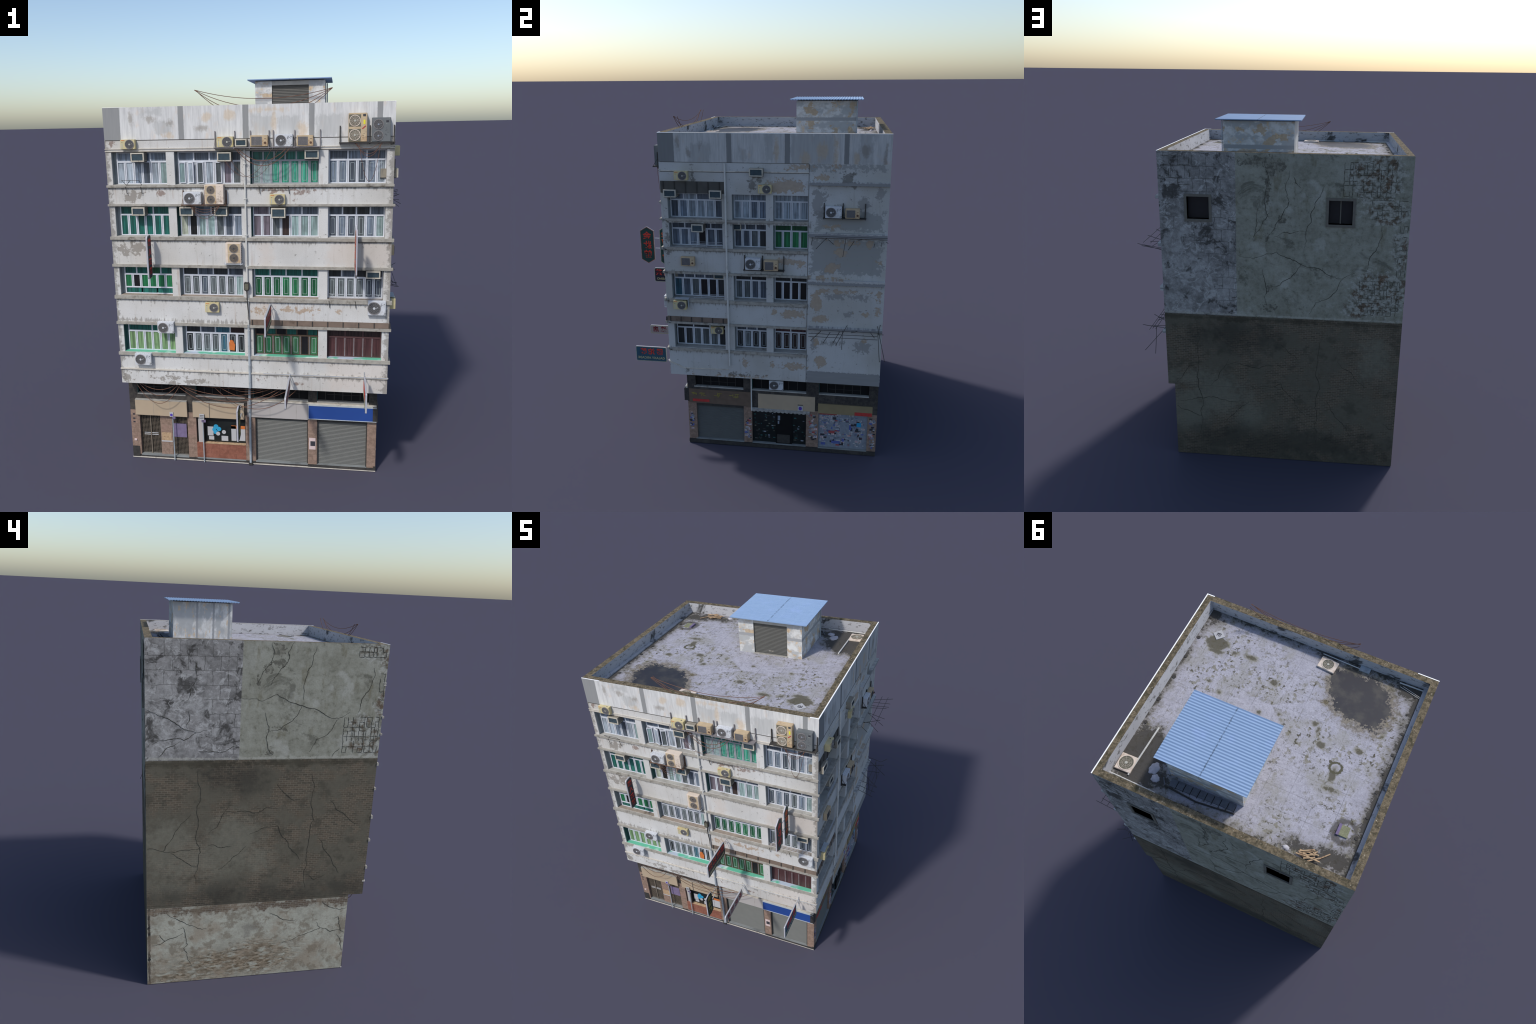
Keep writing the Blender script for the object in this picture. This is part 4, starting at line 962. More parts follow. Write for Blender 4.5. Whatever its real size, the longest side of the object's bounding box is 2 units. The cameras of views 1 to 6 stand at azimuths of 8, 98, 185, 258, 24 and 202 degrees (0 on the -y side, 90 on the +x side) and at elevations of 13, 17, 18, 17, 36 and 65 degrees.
rebar("b", [(-0.66, -0.37, 1.61, 1.82, 12, 7, .9), (-0.72, -0.48, 0.96, 1.18, 11, 9, .9), (-0.73, -0.52, 1.50, 1.62, 8, 5, .7), (-0.73, -0.68, 1.18, 1.5, 3, 9, .7), (0.4, 0.59, 1.66, 1.83, 5, 5, .7)])
rebar("l", [(-0.455, -0.25, 1.29, 1.50, 10, 8, .9), (-0.455, -0.30, 1.77, 1.835, 7, 3, .9), (-0.457, -0.42, 1.5, 1.72, 2, 7, .8)])

# ------------------------------------------------------------------ shop level
SHOPS_F = [(-0.685, -0.422), (-0.375, -0.111), (-0.059, 0.215), (0.261, 0.515)]
CLER_F = [(-0.687, -0.426), (-0.371, -0.111), (-0.065, 0.216), (0.261, 0.520)]
SHOPS_R = [(-0.335, -0.042), (0.007, 0.324), (0.395, 0.676)]
CLER_R = [(-0.335, -0.042), (0.009, 0.323), (0.395, 0.676)]
hf = [(a, b, 0.018, 0.28) for a, b in SHOPS_F] + [(a, b, 0.376, 0.468) for a, b in CLER_F]
hr = [(a, b, 0.030, 0.27) for a, b in SHOPS_R] + [(a, b, 0.382, 0.468) for a, b in CLER_R]
DW = 0.05
mats = [M["stone"], M["stone_black"], M["stone_dark"], M["left"], M["back"], M["soffit"]]
def pick_shop(n, c):
    if n.x < -.5 and c.x < XL + .001: return 3
    if n.y > .5 and c.y > YB - .001: return 4
    if c.z > 0.30: return 1
    if c.z < 0.02: return 2
    return 0
wall("shop_front_wall", "g", XL, BX, 0.0, Z0 - 0.001, DW, hf, mats, pick_shop)
wall("shop_side_wall", "h", BY + DW, YB, 0.0, Z0 - 0.001, DW, hr, mats, pick_shop)
mb = MB()
v_ = [(XL, BY + DW), (XL, YB), (BX - DW, YB), (BX - DW, YB - 0.04), (XL + 0.04, YB - 0.04), (XL + 0.04, BY + DW)]
mb.prism(v_, 0, Z0 - 0.001, lambda a, b, w: (a, b, w), 1)
mb.m = [0 if abs(sum(mb.v[i][0] for i in f) / len(f) - XL) < 1e-4 else 1 for f in mb.f]
mb.obj("shop_blind_wall", [M["left"], M["back"]])
mb = MB(); mb.box(XL + 0.045, BX - DW - 0.06, BY + DW + 0.06, YB - 0.045, 0.002, Z0 - 0.01); mb.obj("shop_core", M["black"])

# clerestory: dark glass with thin bars, pale sill
mb = MB()
for face, spans, z0 in (("g", CLER_F, 0.376), ("h", CLER_R, 0.382)):
    for k, (a, b) in enumerate(spans):
        fbox(mb, face, a - 0.002, b + 0.002, 0.016, 0.024, z0 - 0.002, 0.470, 0)
        n = 6
        for i in range(1, n):
            c = a + (b - a) * i / n
            fbox(mb, face, c - 0.0016, c + 0.0016, 0.0135, 0.017, z0, 0.468, 1)
        if k in (0, 2, 3):
            for z in (0.41, 0.44):
                fbox(mb, face, a + (b - a) * 0.2, b - (b - a) * 0.15, 0.014, 0.017, z, z + 0.0016, 1)
        fbox(mb, face, a, b, -0.001, 0.02, z0 - 0.004, z0 + 0.003, 2)
        fbox(mb, face, a - 0.001, a + 0.002, 0.001, 0.018, z0 + 0.003, 0.468, 3)
mb.obj("clerestory_window", [M["black"], M["dark_iron"], M["sill_grey"], M["jamb_teal"]])
mb = MB()
fbox(mb, "g", -0.09, BX - 0.002, -0.012, 0.01, 0.3645, 0.3705)
mb.obj("shop_ledge", M["ledge_light"])

def shutter(name, face, u0, u1, v0, v1, d, slats, mat, amp=0.0028):
    mb = MB(); P = FACE[face]
    n = slats * 4
    prof = []
    for i in range(n + 1):
        prof.append((d - amp * (0.5 + 0.5 * math.cos(2 * math.pi * i / 4)), v0 + (v1 - v0) * i / n))
    prof += [(d + 0.006, v1), (d + 0.006, v0)]
    mb.prism(prof, u0, u1, lambda a, b, w: P(w, a, b))
    mb.obj(name, mat)
shutter("roller_shutter", "g", -0.058, 0.214, 0.020, 0.279, 0.014, 34, M["shutter"])
shutter("roller_shutter", "g", 0.262, 0.514, 0.020, 0.279, 0.014, 34, M["shutter"])
shutter("roller_shutter", "h", -0.334, -0.043, 0.031, 0.269, 0.014, 40, M["shutter"])
mb = MB()
for a, b in SHOPS_F[2:]:
    fbox(mb, "g", a + 0.001, b - 0.001, 0.005, 0.02, 0.262, 0.279)
    fbox(mb, "g", a + 0.0005, a + 0.005, 0.002, 0.02, 0.019, 0.262); fbox(mb, "g", b - 0.005, b - 0.0005, 0.002, 0.02, 0.019, 0.262)
fbox(mb, "h", -0.3345, -0.0425, 0.003, 0.02, 0.255, 0.2695)
mb.obj("shutter_box", M["dark_iron"])
mb = MB()     # doorsteps
for a, b in SHOPS_F:
    fbox(mb, "g", a, b, -0.002, 0.05, 0.014, 0.0215)
for a, b in SHOPS_R:
    fbox(mb, "h", a, b, -0.002, 0.05, 0.026, 0.0335)
mb.obj("doorstep", M["step"])
mb = MB()     # plinths
for a, b in ((0.215, BX),):
    fbox(mb, "g", a, b + 0.001, -0.003, 0.01, 0.003, 0.019)
fbox(mb, "g", XL + 0.0008, -0.695, -0.003, 0.01, 0.001, 0.066)
fbox(mb, "g", -0.375, -0.06, -0.002, 0.01, 0.002, 0.0135)
fbox(mb, "h", BY - 0.002, 0.395, -0.002, 0.01, 0.001, 0.028)
mb.obj("plinth", M["stone_dark"])
mb = MB(); fbox(mb, "g", XL - 0.001, BX + 0.001, -0.004, 0.005, 0.0, 0.0045); mb.obj("kerb", M["ledge_light"])

# fascias
def fascia(name, face, u0, u1, v0, v1, out, mat, edge=None, rim=0.0):
    mb = MB()
    fbox(mb, face, u0, u1, -out, 0.01, v0, v1, 0)
    if edge:
        fbox(mb, face, u0 + 0.0005, u1 - 0.0005, -out - 0.001, 0.0, v1 - 0.0008, v1 + 0.002, 1)
    if rim:
        for (a, b, c, d) in ((u0, u1, v0 - rim, v0), (u0, u1, v1, v1 + rim), (u0 - rim, u0, v0 - rim, v1 + rim)):
            fbox(mb, face, a, b, -out - 0.002, 0.005, c, d, 1)
    return mb.obj(name, [mat, edge or mat])
fascia("shop_fascia", "g", -0.700, -0.419, 0.259, 0.346, 0.014, M["cream_panel"], M["sill_grey"])
fascia("shop_fascia", "g", -0.389, -0.115, 0.259, 0.346, 0.010, M["cream_panel"], M["sill_grey"])
fascia("shop_fascia", "g", -0.098, 0.2145, 0.274, 0.360, 0.006, M["grey_panel"])
fascia("shop_fascia", "g", 0.2195, 0.5585, 0.289, 0.3605, 0.018, M["blue_panel"], M["alu"], 0.003)
mb = MB()
for u in (0.02, 0.155):
    fbox(mb, "g", u - 0.0005, u + 0.0005, -0.0066, 0.0, 0.2745, 0.3595)
for u in (-0.60, -0.51, -0.3):
    fbox(mb, "g", u - 0.0005, u + 0.0005, -0.0145, -0.008, 0.2595, 0.3455)
mb.obj("panel_joint", M["ledge"])
fascia("shop_fascia", "h", -0.366, 0.003, 0.2755, 0.366, 0.006, M["brown_panel"])
fascia("shop_fascia", "h", 0.044, 0.374, 0.2665, 0.361, 0.004, M["cream_panel"])
fascia("shop_fascia", "h", 0.392, 0.700, 0.262, 0.323, 0.006, M["tan_panel"])
mb = MB(); fbox(mb, "h", 0.60, 0.697, -0.0085, 0.0, 0.263, 0.283); mb.obj("red_signboard", M["red"])
mb = MB(); fbox(mb, "h", -0.345, -0.245, -0.0075, 0.0, 0.286, 0.302); mb.obj("red_signboard", M["red"])
# gold letters on the brown fascia: chunky strokes
mb = MB(); rs = random.Random(3)
for cu in (-0.33, -0.285, -0.20, -0.095):
    s = 0.014 if cu < -0.25 else 0.021
    for i in range(7):
        du, dv = rs.uniform(-s, s), rs.uniform(-s, s) * 0.8
        if rs.random() < 0.6: fbox(mb, "h", cu + du - s * 0.6, cu + du + s * 0.6, -0.0078, -0.005, 0.335 + dv * 0.8 - 0.001, 0.335 + dv * 0.8 + 0.001)
        else: fbox(mb, "h", cu + du - 0.001, cu + du + 0.001, -0.0078, -0.005, 0.335 + dv * 0.4 - s * 0.5, 0.335 + dv * 0.4 + s * 0.5)
mb.obj("fascia_lettering", M["char_gold"], kind="stuff")

# shop 1: lattice gates and tiled panel ; shop 2: window with notices over red tile
mb = MB()
fbox(mb, "g", -0.685, -0.422, 0.0230, 0.0280, 0.018, 0.28, 0)
fbox(mb, "g", -0.575, -0.510, 0.0090, 0.0230, 0.0215, 0.262, 1)
fbox(mb, "g", -0.573, -0.512, 0.0082, 0.0100, 0.095, 0.103, 3); fbox(mb, "g", -0.570, -0.517, 0.0082, 0.0100, 0.103, 0.15, 4)
for a, b in ((-0.682, -0.632), (-0.626, -0.577), (-0.508, -0.425)):
    n = int((b - a) / 0.0075)
    for i in range(n + 1):
        u = a + (b - a) * i / n
        fbox(mb, "g", u - 0.0006, u + 0.0006, 0.0140, 0.0160, 0.0215, 0.25, 2)
    for i in range(31):
        z = 0.022 + 0.0075 * i
        fbox(mb, "g", a, b, 0.0142, 0.0158, z - 0.0005, z + 0.0005, 2)
fbox(mb, "g", -0.632, -0.626, 0.0100, 0.0170, 0.0215, 0.252, 2)
fbox(mb, "g", -0.684, -0.575, 0.0100, 0.0170, 0.250, 0.262, 5)
fbox(mb, "g", -0.503, -0.432, 0.0110, 0.0125, 0.126, 0.205, 6)
for z in (0.13, 0.14): fbox(mb, "g", -0.668, -0.59, 0.0125, 0.0135, z, z + 0.004, 3)
mb.obj("gate", [M["black"], M["stone"], M["lattice"], M["paper"], M["wood"], M["stone"], M["paper_violet"]])
mb = MB()
fbox(mb, "g", -0.375, -0.111, 0.0150, 0.0280, 0.018, 0.28, 0)
fbox(mb, "g", -0.375, -0.111, -0.0010, 0.0150, 0.0215, 0.106, 1)
fbox(mb, "g", -0.330, -0.112, -0.0030, 0.0150, 0.106, 0.1085, 2)
fbox(mb, "g", -0.366, -0.340, 0.0050, 0.0150, 0.107, 0.25, 3)
fbox(mb, "g", -0.340, -0.334, 0.0010, 0.0150, 0.0215, 0.262, 4)
for (a, b, c, d, m) in ((-0.318, -0.287, 0.144, 0.196, 5), (-0.312, -0.284, 0.12, 0.14, 5), (-0.244, -0.208, 0.117, 0.145, 5), (-0.19, -0.165, 0.12, 0.206, 5), (-0.163, -0.116, 0.122, 0.19, 5), (-0.19, -0.116, 0.191, 0.208, 6), (-0.19, -0.165, 0.19, 0.2, 6)):
    fbox(mb, "g", a, b, 0.0135, 0.0155, c, d, m)
for cu, cv, r, m in ((-0.272, 0.197, 0.013, 7), (-0.282, 0.18, 0.011, 7), (-0.256, 0.184, 0.012, 7), (-0.275, 0.166, 0.012, 7), (-0.23, 0.168, 0.011, 5), (-0.262, 0.157, 0.011, 5)):
    q = FACE["g"]
    mb.prism([(cu + r * math.cos(t * math.pi / 8), cv + r * math.sin(t * math.pi / 8)) for t in range(16)], 0.0125 + r * 0.05, 0.0155, lambda a, b, w: q(a, w, b), m)
mb.obj("shop_window", [M["shop_glass"], M["red_brick"], M["wood"], M["grey_panel"], M["dark_iron"], M["paper"], M["orange"], M["paper_cyan"]])
# side shops: dim glazed front with door, scalloped awning, poster wall
mb = MB()
fbox(mb, "h", 0.007, 0.324, 0.0130, 0.0280, 0.030, 0.27, 0)
fbox(mb, "h", 0.147, 0.242, 0.0050, 0.0130, 0.034, 0.262, 1)
fbox(mb, "h", 0.155, 0.23, 0.0030, 0.0060, 0.04, 0.095, 2); fbox(mb, "h", 0.175, 0.198, 0.0045, 0.0065, 0.242, 0.252, 3)
fbox(mb, "h", 0.158, 0.172, 0.0045, 0.0065, 0.19, 0.22, 3); fbox(mb, "h", 0.158, 0.167, 0.0045, 0.0065, 0.165, 0.185, 3)
for i in range(70):
    side = RND.random() < 0.7
    a = RND.uniform(0.012, 0.135) if side else RND.uniform(0.245, 0.315)
    z = 0.05 + 0.18 * RND.random() ** 1.2
    w, h = RND.uniform(0.004, 0.016), RND.uniform(0.002, 0.008)
    fbox(mb, "h", a, min(a + w, 0.322), 0.0115 + 0.0005 * RND.random(), 0.0135, z, z + h, RND.choice([4, 4, 5, 2, 3, 2]))
mb.obj("shop_window", [M["shop_glass"], M["black"], M["dark_iron"], M["paper_grey"], M["jamb_teal"], M["fan_green"]])
mb = MB()
n = 14
u0, u1 = 0.008, 0.345
prof = [(u0, 0.2635)]
for i in range(n):
    a, b = u0 + (u1 - u0) * i / n, u0 + (u1 - u0) * (i + 1) / n
    for t in range(7):
        prof.append((a + (b - a) * t / 6, 0.252 - 0.006 * math.sin(math.pi * t / 6)))
prof.append((u1, 0.2635))
mb.prism(prof, -0.010, -0.007, lambda a, b, w: FACE["h"](a, w, b))
mb.prism([(-0.010, 0.2635), (0.0, 0.268), (0.002, 0.2665), (-0.009, 0.262)], u0, u1, lambda d, v, u: FACE["h"](u, d, v))
mb.obj("scalloped_awning", plain("floral_awning_cloth", (152, 150, 146), 0.8, 0.15, vary=0.35, scale=90, dirt=(110, 112, 112)))
mb = MB()
fbox(mb, "h", 0.395, 0.676, 0.010, 0.049, 0.030, 0.27, 0)
def posters(mb, u0, u1, v0, v1, d, count, rnd, big=0.026):
    for i in range(count):
        w, h = rnd.uniform(0.006, big), rnd.uniform(0.004, big * 0.8)
        a, z = rnd.uniform(u0, max(u0 + 0.001, u1 - w)), rnd.uniform(v0, v1 - h)
        dd = d - 0.0004 - 0.0014 * i / count
        m = rnd.choice([1, 1, 1, 2, 4, 4, 5, 6, 3, 5, 4])
        fbox(mb, "h", a, min(a + w, u1), dd, d + 0.001, z, z + h, m)
        if m in (1, 2, 4) and h > 0.008:
            for k in range(int(h / 0.004)):
                fbox(mb, "h", a + w * 0.12, min(a + w * rnd.uniform(0.5, 0.9), u1), dd - 0.0002, dd + 0.0002, z + 0.002 + k * 0.004, z + 0.0035 + k * 0.004, rnd.choice([5, 5, 3, 6]))
posters(mb, 0.398, 0.662, 0.045, 0.262, 0.010, 210, random.Random(4))
fbox(mb, "h", 0.52, 0.572, 0.0075, 0.009, 0.128, 0.205, 4); fbox(mb, "h", 0.615, 0.64, 0.0075, 0.009, 0.18, 0.206, 7)
fbox(mb, "h", 0.40, 0.50, 0.0072, 0.009, 0.247, 0.263, 3); fbox(mb, "h", 0.455, 0.49, 0.0072, 0.009, 0.128, 0.143, 3); fbox(mb, "h", 0.473, 0.522, 0.0072, 0.009, 0.06, 0.077, 6)
mb.obj("poster_wall", [M["paper_grey"], M["paper"], M["paper_pink"], M["paper_red"], M["paper_grey"], M["paper_dark"], M["paper_blue"], M["paper_cyan"]], kind="stuff")
mb = MB()
for a, b, lo, hi, n, sd in ((-0.374, -0.338, 0.09, 0.21, 20, 1), (-0.040, 0.004, 0.06, 0.2, 34, 2), (0.338, 0.390, 0.075, 0.25, 40, 3), (0.678, 0.722, 0.04, 0.25, 40, 5)):
    posters(mb, a, b, lo, hi, 0.0, n, random.Random(sd), 0.018)
mb.obj("pillar_poster", [M["paper_grey"], M["paper"], M["paper_pink"], M["paper_red"], M["paper_grey"], M["paper_dark"], M["paper_blue"], M["paper_cyan"]], kind="stuff")
mb = MB()
fbox(mb, "g", 0.221, 0.254, -0.001, 0.004, 0.105, 0.17, 0); fbox(mb, "g", 0.228, 0.252, -0.0016, 0.002, 0.125, 0.152, 1)
fbox(mb, "g", 0.518, 0.556, -0.001, 0.004, 0.1, 0.178, 2)
for z in (0.205, 0.225, 0.25): fbox(mb, "g", -0.722, -0.71, -0.0008, 0.003, z, z + 0.008, 1)
fbox(mb, "g", -0.724, -0.704, -0.0008, 0.003, 0.12, 0.15, 2); fbox(mb, "g", -0.721, -0.707, -0.004, 0.003, 0.1, 0.11, 0)
mb.obj("pillar_notice", [M["paper_pink"], M["paper_dark"], M["stone"]])
# dark side cheek behind the shop corner sign
mb = MB(); mb.box(BX - 0.02, BX + 0.0045, BY - 0.019, BY + 0.01, 0.286, 0.364); mb.obj("fascia_cheek", M["stone_dark"])

# ------------------------------------------------------------------ air conditioners
def disc(mb, cx, cz, r, y0, y1, m, n=20, a0=0.0):
    mb.prism([(cx + r * math.cos(a0 + 2 * math.pi * t / n), cz + r * math.sin(a0 + 2 * math.pi * t / n)) for t in range(n)], y0, y1, lambda a, b, w: (a, w, b), m)
def ringmesh(mb, cx, cz, r0, r1, y0, y1, m, n=20):
    v, f = [], []
    for t in range(n):
        ca, sa = math.cos(2 * math.pi * t / n), math.sin(2 * math.pi * t / n)
        v += [(cx + r0 * ca, y0, cz + r0 * sa), (cx + r1 * ca, y0, cz + r1 * sa), (cx + r1 * ca, y1, cz + r1 * sa), (cx + r0 * ca, y1, cz + r0 * sa)]
    for t in range(n):
        u = (t + 1) % n
        for k in range(4):
            f.append((4 * t + k, 4 * t + (k + 1) % 4, 4 * u + (k + 1) % 4, 4 * u + k))
    mb.add(v, f, m)
def fan_mesh(r, shade, hub, spokes=14, rings=3, clip=0, blade=True):
    mb = MB()
    n = 6 if clip else 22
    disc(mb, 0, 0, r, -0.0006, 0.002, 0, 22)
    ringmesh(mb, 0, 0, r * 0.95, r * 1.06, -0.0022, 0.001, 1, 22)
    for k in range(1, rings + 1):
        rr = r * (0.28 + 0.2 * k)
        ringmesh(mb, 0, 0, rr - 0.0003, rr + 0.0003, -0.0016, -0.0008, 1, 18)
    for k in range(spokes):
        t = 2 * math.pi * k / spokes
        p, q = Vector((math.cos(t) * r * 0.2, -0.0013, math.sin(t) * r * 0.2)), Vector((math.cos(t + .5) * r, -0.0013, math.sin(t + .5) * r))
        mb.tube([p, q], 0.00045, 4, 1)
    disc(mb, 0, 0, r * 0.2, -0.0026, 0.0, 2, 12)
    # one pale blade, a highlight put into the colour
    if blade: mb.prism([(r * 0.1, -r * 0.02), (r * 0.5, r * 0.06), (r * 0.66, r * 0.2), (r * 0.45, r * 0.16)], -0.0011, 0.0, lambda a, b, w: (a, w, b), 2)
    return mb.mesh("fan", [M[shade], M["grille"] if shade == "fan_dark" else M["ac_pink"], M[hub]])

def casing(w, h, dep, mat, extra=None, bevel=0.0016):
    mb = MB(); mb.box(-w / 2, w / 2, -dep, 0, 0, h, 0)
    me = mb.mesh("casing", [M[mat]])
    bm = bmesh.new(); bm.from_mesh(me)
    bmesh.ops.bevel(bm, geom=[e for e in bm.edges], offset=bevel, segments=2, affect="EDGES")
    bm.to_mesh(me); bm.free()
    if extra:
        mb2 = MB()
        mb2.v = [tuple(v.co) for v in me.vertices]; mb2.f = [tuple(p.vertices) for p in me.polygons]; mb2.m = [0] * len(me.polygons)
        mats = extra(mb2)
        return mb2.mesh("air_conditioner", [M[mat]] + [M[k] for k in mats])
    return me
CACHE = {}
def ac(face, kind, u0, u1, v0, v1, d):
    w, h = u1 - u0, v1 - v0
    sink = 0.001
    if d < 0:                       # unit sitting inside the window opening
        sink, d = -d + 0.022, 0.022
    dep = d
    Y = -dep - 0.0004
    def lines(mb, x0, x1, z0, z1, m, n, seed):
        rr = random.Random(seed)
        for i in range(n):
            a = rr.uniform(x0, x1); z = rr.uniform(z0, z1); l = rr.uniform(0.001, 0.006)
            mb.box(a, min(a + l, x1), Y - 0.0002, Y + 0.001, z, z + rr.uniform(0.0006, 0.0016), m)
    fans = []
    key = (kind, round(w, 3), round(h, 3), dep)
    if kind == "cream":
        def ex(mb):
            mb.box(-w * .44, -w * .2, Y, Y + .001, h * .88, h * .94, 1); mb.box(-w * .42, -w * .33, Y, Y + .001, h * .68, h * .71, 2); mb.box(-w * .41, -w * .35, Y - .0002, Y + .001, h * .1, h * .6, 3)
            mb.box(w * .2, w * .3, -dep * .6, -dep * .4, h - .001, h + .0004, 2)
            return ["orange", "print", "fan_hub"]
        me = ("ac_cream", ex); fans = [(w * .13, h * .5, min(h * .47, w * .3), "fan_dark", "fan_hub")]
    elif kind == "white":
        def ex(mb):
            lines(mb, w * .18, w * .44, h * .62, h * .85, 1, 16, 1); lines(mb, w * .36, w * .48, h * .04, h * .2, 1, 8, 2)
            for i in range(10): mb.box(-w * .4 + i * w * .08, -w * .37 + i * w * .08, -dep * .8 + (i % 3) * dep * .2, -dep * .75 + (i % 3) * dep * .2, h - .001, h + .0003, 1)
            for i in range(8): mb.box(w * .5 - .001, w * .5 + .0003, -dep * .85, -dep * .15, h * (.15 + .09 * i), h * (.17 + .09 * i), 1)
            return ["print"]
        me = ("ac_white", ex); fans = [(-w * .15, h * .5, h * .42, "fan_dark", "ac_white")]
    elif kind in ("grille", "dim"):
        def ex(mb):
            mb.box(-w * .42, w * .18, Y - .0004, Y + .002, h * .1, h * .88, 1)
            n = 9
            for i in range(n): mb.box(-w * .42 + i * w * .6 / n, -w * .405 + i * w * .6 / n, Y - .0012, Y, h * .1, h * .88, 2)
            for i in range(7): mb.box(-w * .42, w * .18, Y - .001, Y, h * (.12 + i * .11), h * (.135 + i * .11), 2)
            disc(mb, w * .35, h * .33, h * .11, Y - .001, Y + .001, 3, 12); mb.box(w * .3, w * .42, Y - .0002, Y + .001, h * .66, h * .7, 3)
            return (["grille", "print", "rust"] if kind == "grille" else ["black", "black", "black"])
        me = ("ac_beige" if kind == "grille" else "ac_dim", ex)
    elif kind == "twin_hub":
        def ex(mb):
            mb.box(-w * .48, w * .16, Y - .0002, Y + .001, h * .5 + .004, h * .95, 1); mb.box(-w * .48, w * .16, Y - .0002, Y + .001, h * .02, h * .5 - .006, 1)
            mb.box(w * .27, w * .42, Y - .0003, Y + .001, h * .88, h * .96, 2); mb.box(w * .3, w * .4, Y - .0003, Y + .001, h * .61, h * .76, 3)
            mb.add([(w * .22, Y - .0005, h * .46), (w * .26, Y - .0005, h * .44), (w * .44, Y - .0005, h * .54), (w * .41, Y - .0005, h * .57)], [(0, 1, 2, 3)], 4)
            lines(mb, w * .24, w * .46, h * .1, h * .4, 2, 8, 4)
            return ["fan_green", "print", "yellow", "red"]
        me = ("ac_beige", ex); fans = [(-w * .16, h * .735, h * .19, "fan_green", "fan_hub"), (-w * .16, h * .24, h * .19, "fan_green", "fan_hub")]
    elif kind == "twin_dark":
        def ex(mb):
            mb.box(w * .24, w * .38, Y - .0003, Y + .001, h * .8, h * .88, 1); lines(mb, w * .2, w * .48, h * .72, h * .97, 2, 8, 7); lines(mb, w * .2, w * .4, h * .2, h * .6, 3, 8, 8)
            return ["paper_dark", "fan_hub", "paper_dark"]
        me = ("ac_dark", ex); fans = [(-w * .16, h * .72, h * .2, "fan_dark", "paper_grey"), (-w * .16, h * .25, h * .2, "fan_dark", "paper_grey")]
    elif kind == "twin_beige":
        def ex(mb):
            mb.box(-w * .46, w * .1, Y - .0002, Y + .001, h * .52, h * .97, 1); mb.box(-w * .46, w * .1, Y - .0002, Y + .001, h * .03, h * .5, 1)
            mb.box(w * .14, w * .49, Y - .0002, Y + .001, h * .02, h * .98, 2); lines(mb, w * .18, w * .45, h * .1, h * .5, 3, 26, 9); lines(mb, w * .2, w * .45, h * .5, h * .95, 3, 10, 10)
            return ["ac_beige", "ac_pink", "print"]
        me = ("ac_pink", ex); fans = [(-w * .17, h * .745, h * .2, "fan_dark", "print"), (-w * .17, h * .26, h * .2, "fan_dark", "print")]
    elif kind == "twin_small":
        def ex(mb):
            mb.box(-w * .36, w * .44, Y - .0002, Y + .001, h * .52, h * .97, 1); mb.box(-w * .36, w * .44, Y - .0002, Y + .001, h * .04, h * .5, 1)
            for i in range(8): mb.box(w * .5 - .001, w * .5 + .0003, -dep * .85, -dep * .15, h * (.15 + .09 * i), h * (.18 + .09 * i), 2)
            return ["ac_beige", "print"]
        me = ("ac_pink", ex); fans = [(w * .04, h * .735, h * .21, "fan_dark", "print"), (w * .04, h * .265, h * .21, "fan_dark", "print")]
    else:   # louvre: window unit with a long body
        body = 0.07 if d < 0.02 else 0.03
        def ex(mb):
            t = .0055
            mb.box(-w * .5 + t, w * .5 - t, Y - .0006, Y + .002, t, h - t, 1)
            for i in range(6): mb.box(-w * .5 + t, w * .5 - t, Y - .0018, Y, t + (h - 2 * t) * (i + .35) / 6, t + (h - 2 * t) * (i + .55) / 6, 2)
            for (a, b, c, e) in ((-w * .5, w * .5, 0, t), (-w * .5, w * .5, h - t, h), (-w * .5, -w * .5 + t, t, h - t), (w * .5 - t, w * .5, t, h - t)):
                mb.box(a, b, Y - .004, Y + .001, c, e, 3)
            for i in range(5): mb.box(w * .5 - .0005, w * .5 + .0004, -dep + .006, body * .5, h * (.2 + .13 * i), h * (.23 + .13 * i), 2)
            mb.box(-w * .49, w * .49, -dep + .004, body - .01, -.003, .0005, 2)
            return ["louvre", "paper_dark", "louvre_frame"]
        me = ("louvre_side", ex)
        if key not in CACHE:
            mbx = MB(); mbx.box(-w / 2, w / 2, -dep, body - 0.012, 0, h, 0); mats = ex(mbx)
            CACHE[key] = mbx.mesh("air_conditioner", [M["louvre_side"]] + [M[k] for k in mats])
    if key not in CACHE:
        CACHE[key] = casing(w, h, dep, me[0], me[1])
    ob = link(bpy.data.objects.new("air_conditioner", CACHE[key]))
    base = {"f": ("f", 0), "r": ("r", math.pi / 2), "g": ("h", math.pi / 2)}[face]
    ob.location = FACE[base[0]]((u0 + u1) / 2, sink if sink > 0.01 else -0.001, v0)
    if kind == "dim": ob.location.x -= 0.03
    ob.rotation_euler = (0, 0, base[1])
    for (cx, cz, r, shade, hub) in fans:
        fk = ("fan", round(r, 4), shade, hub)
        if fk not in CACHE:
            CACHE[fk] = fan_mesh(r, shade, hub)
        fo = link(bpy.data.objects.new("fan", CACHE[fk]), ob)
        fo.location = (cx, -dep, cz)
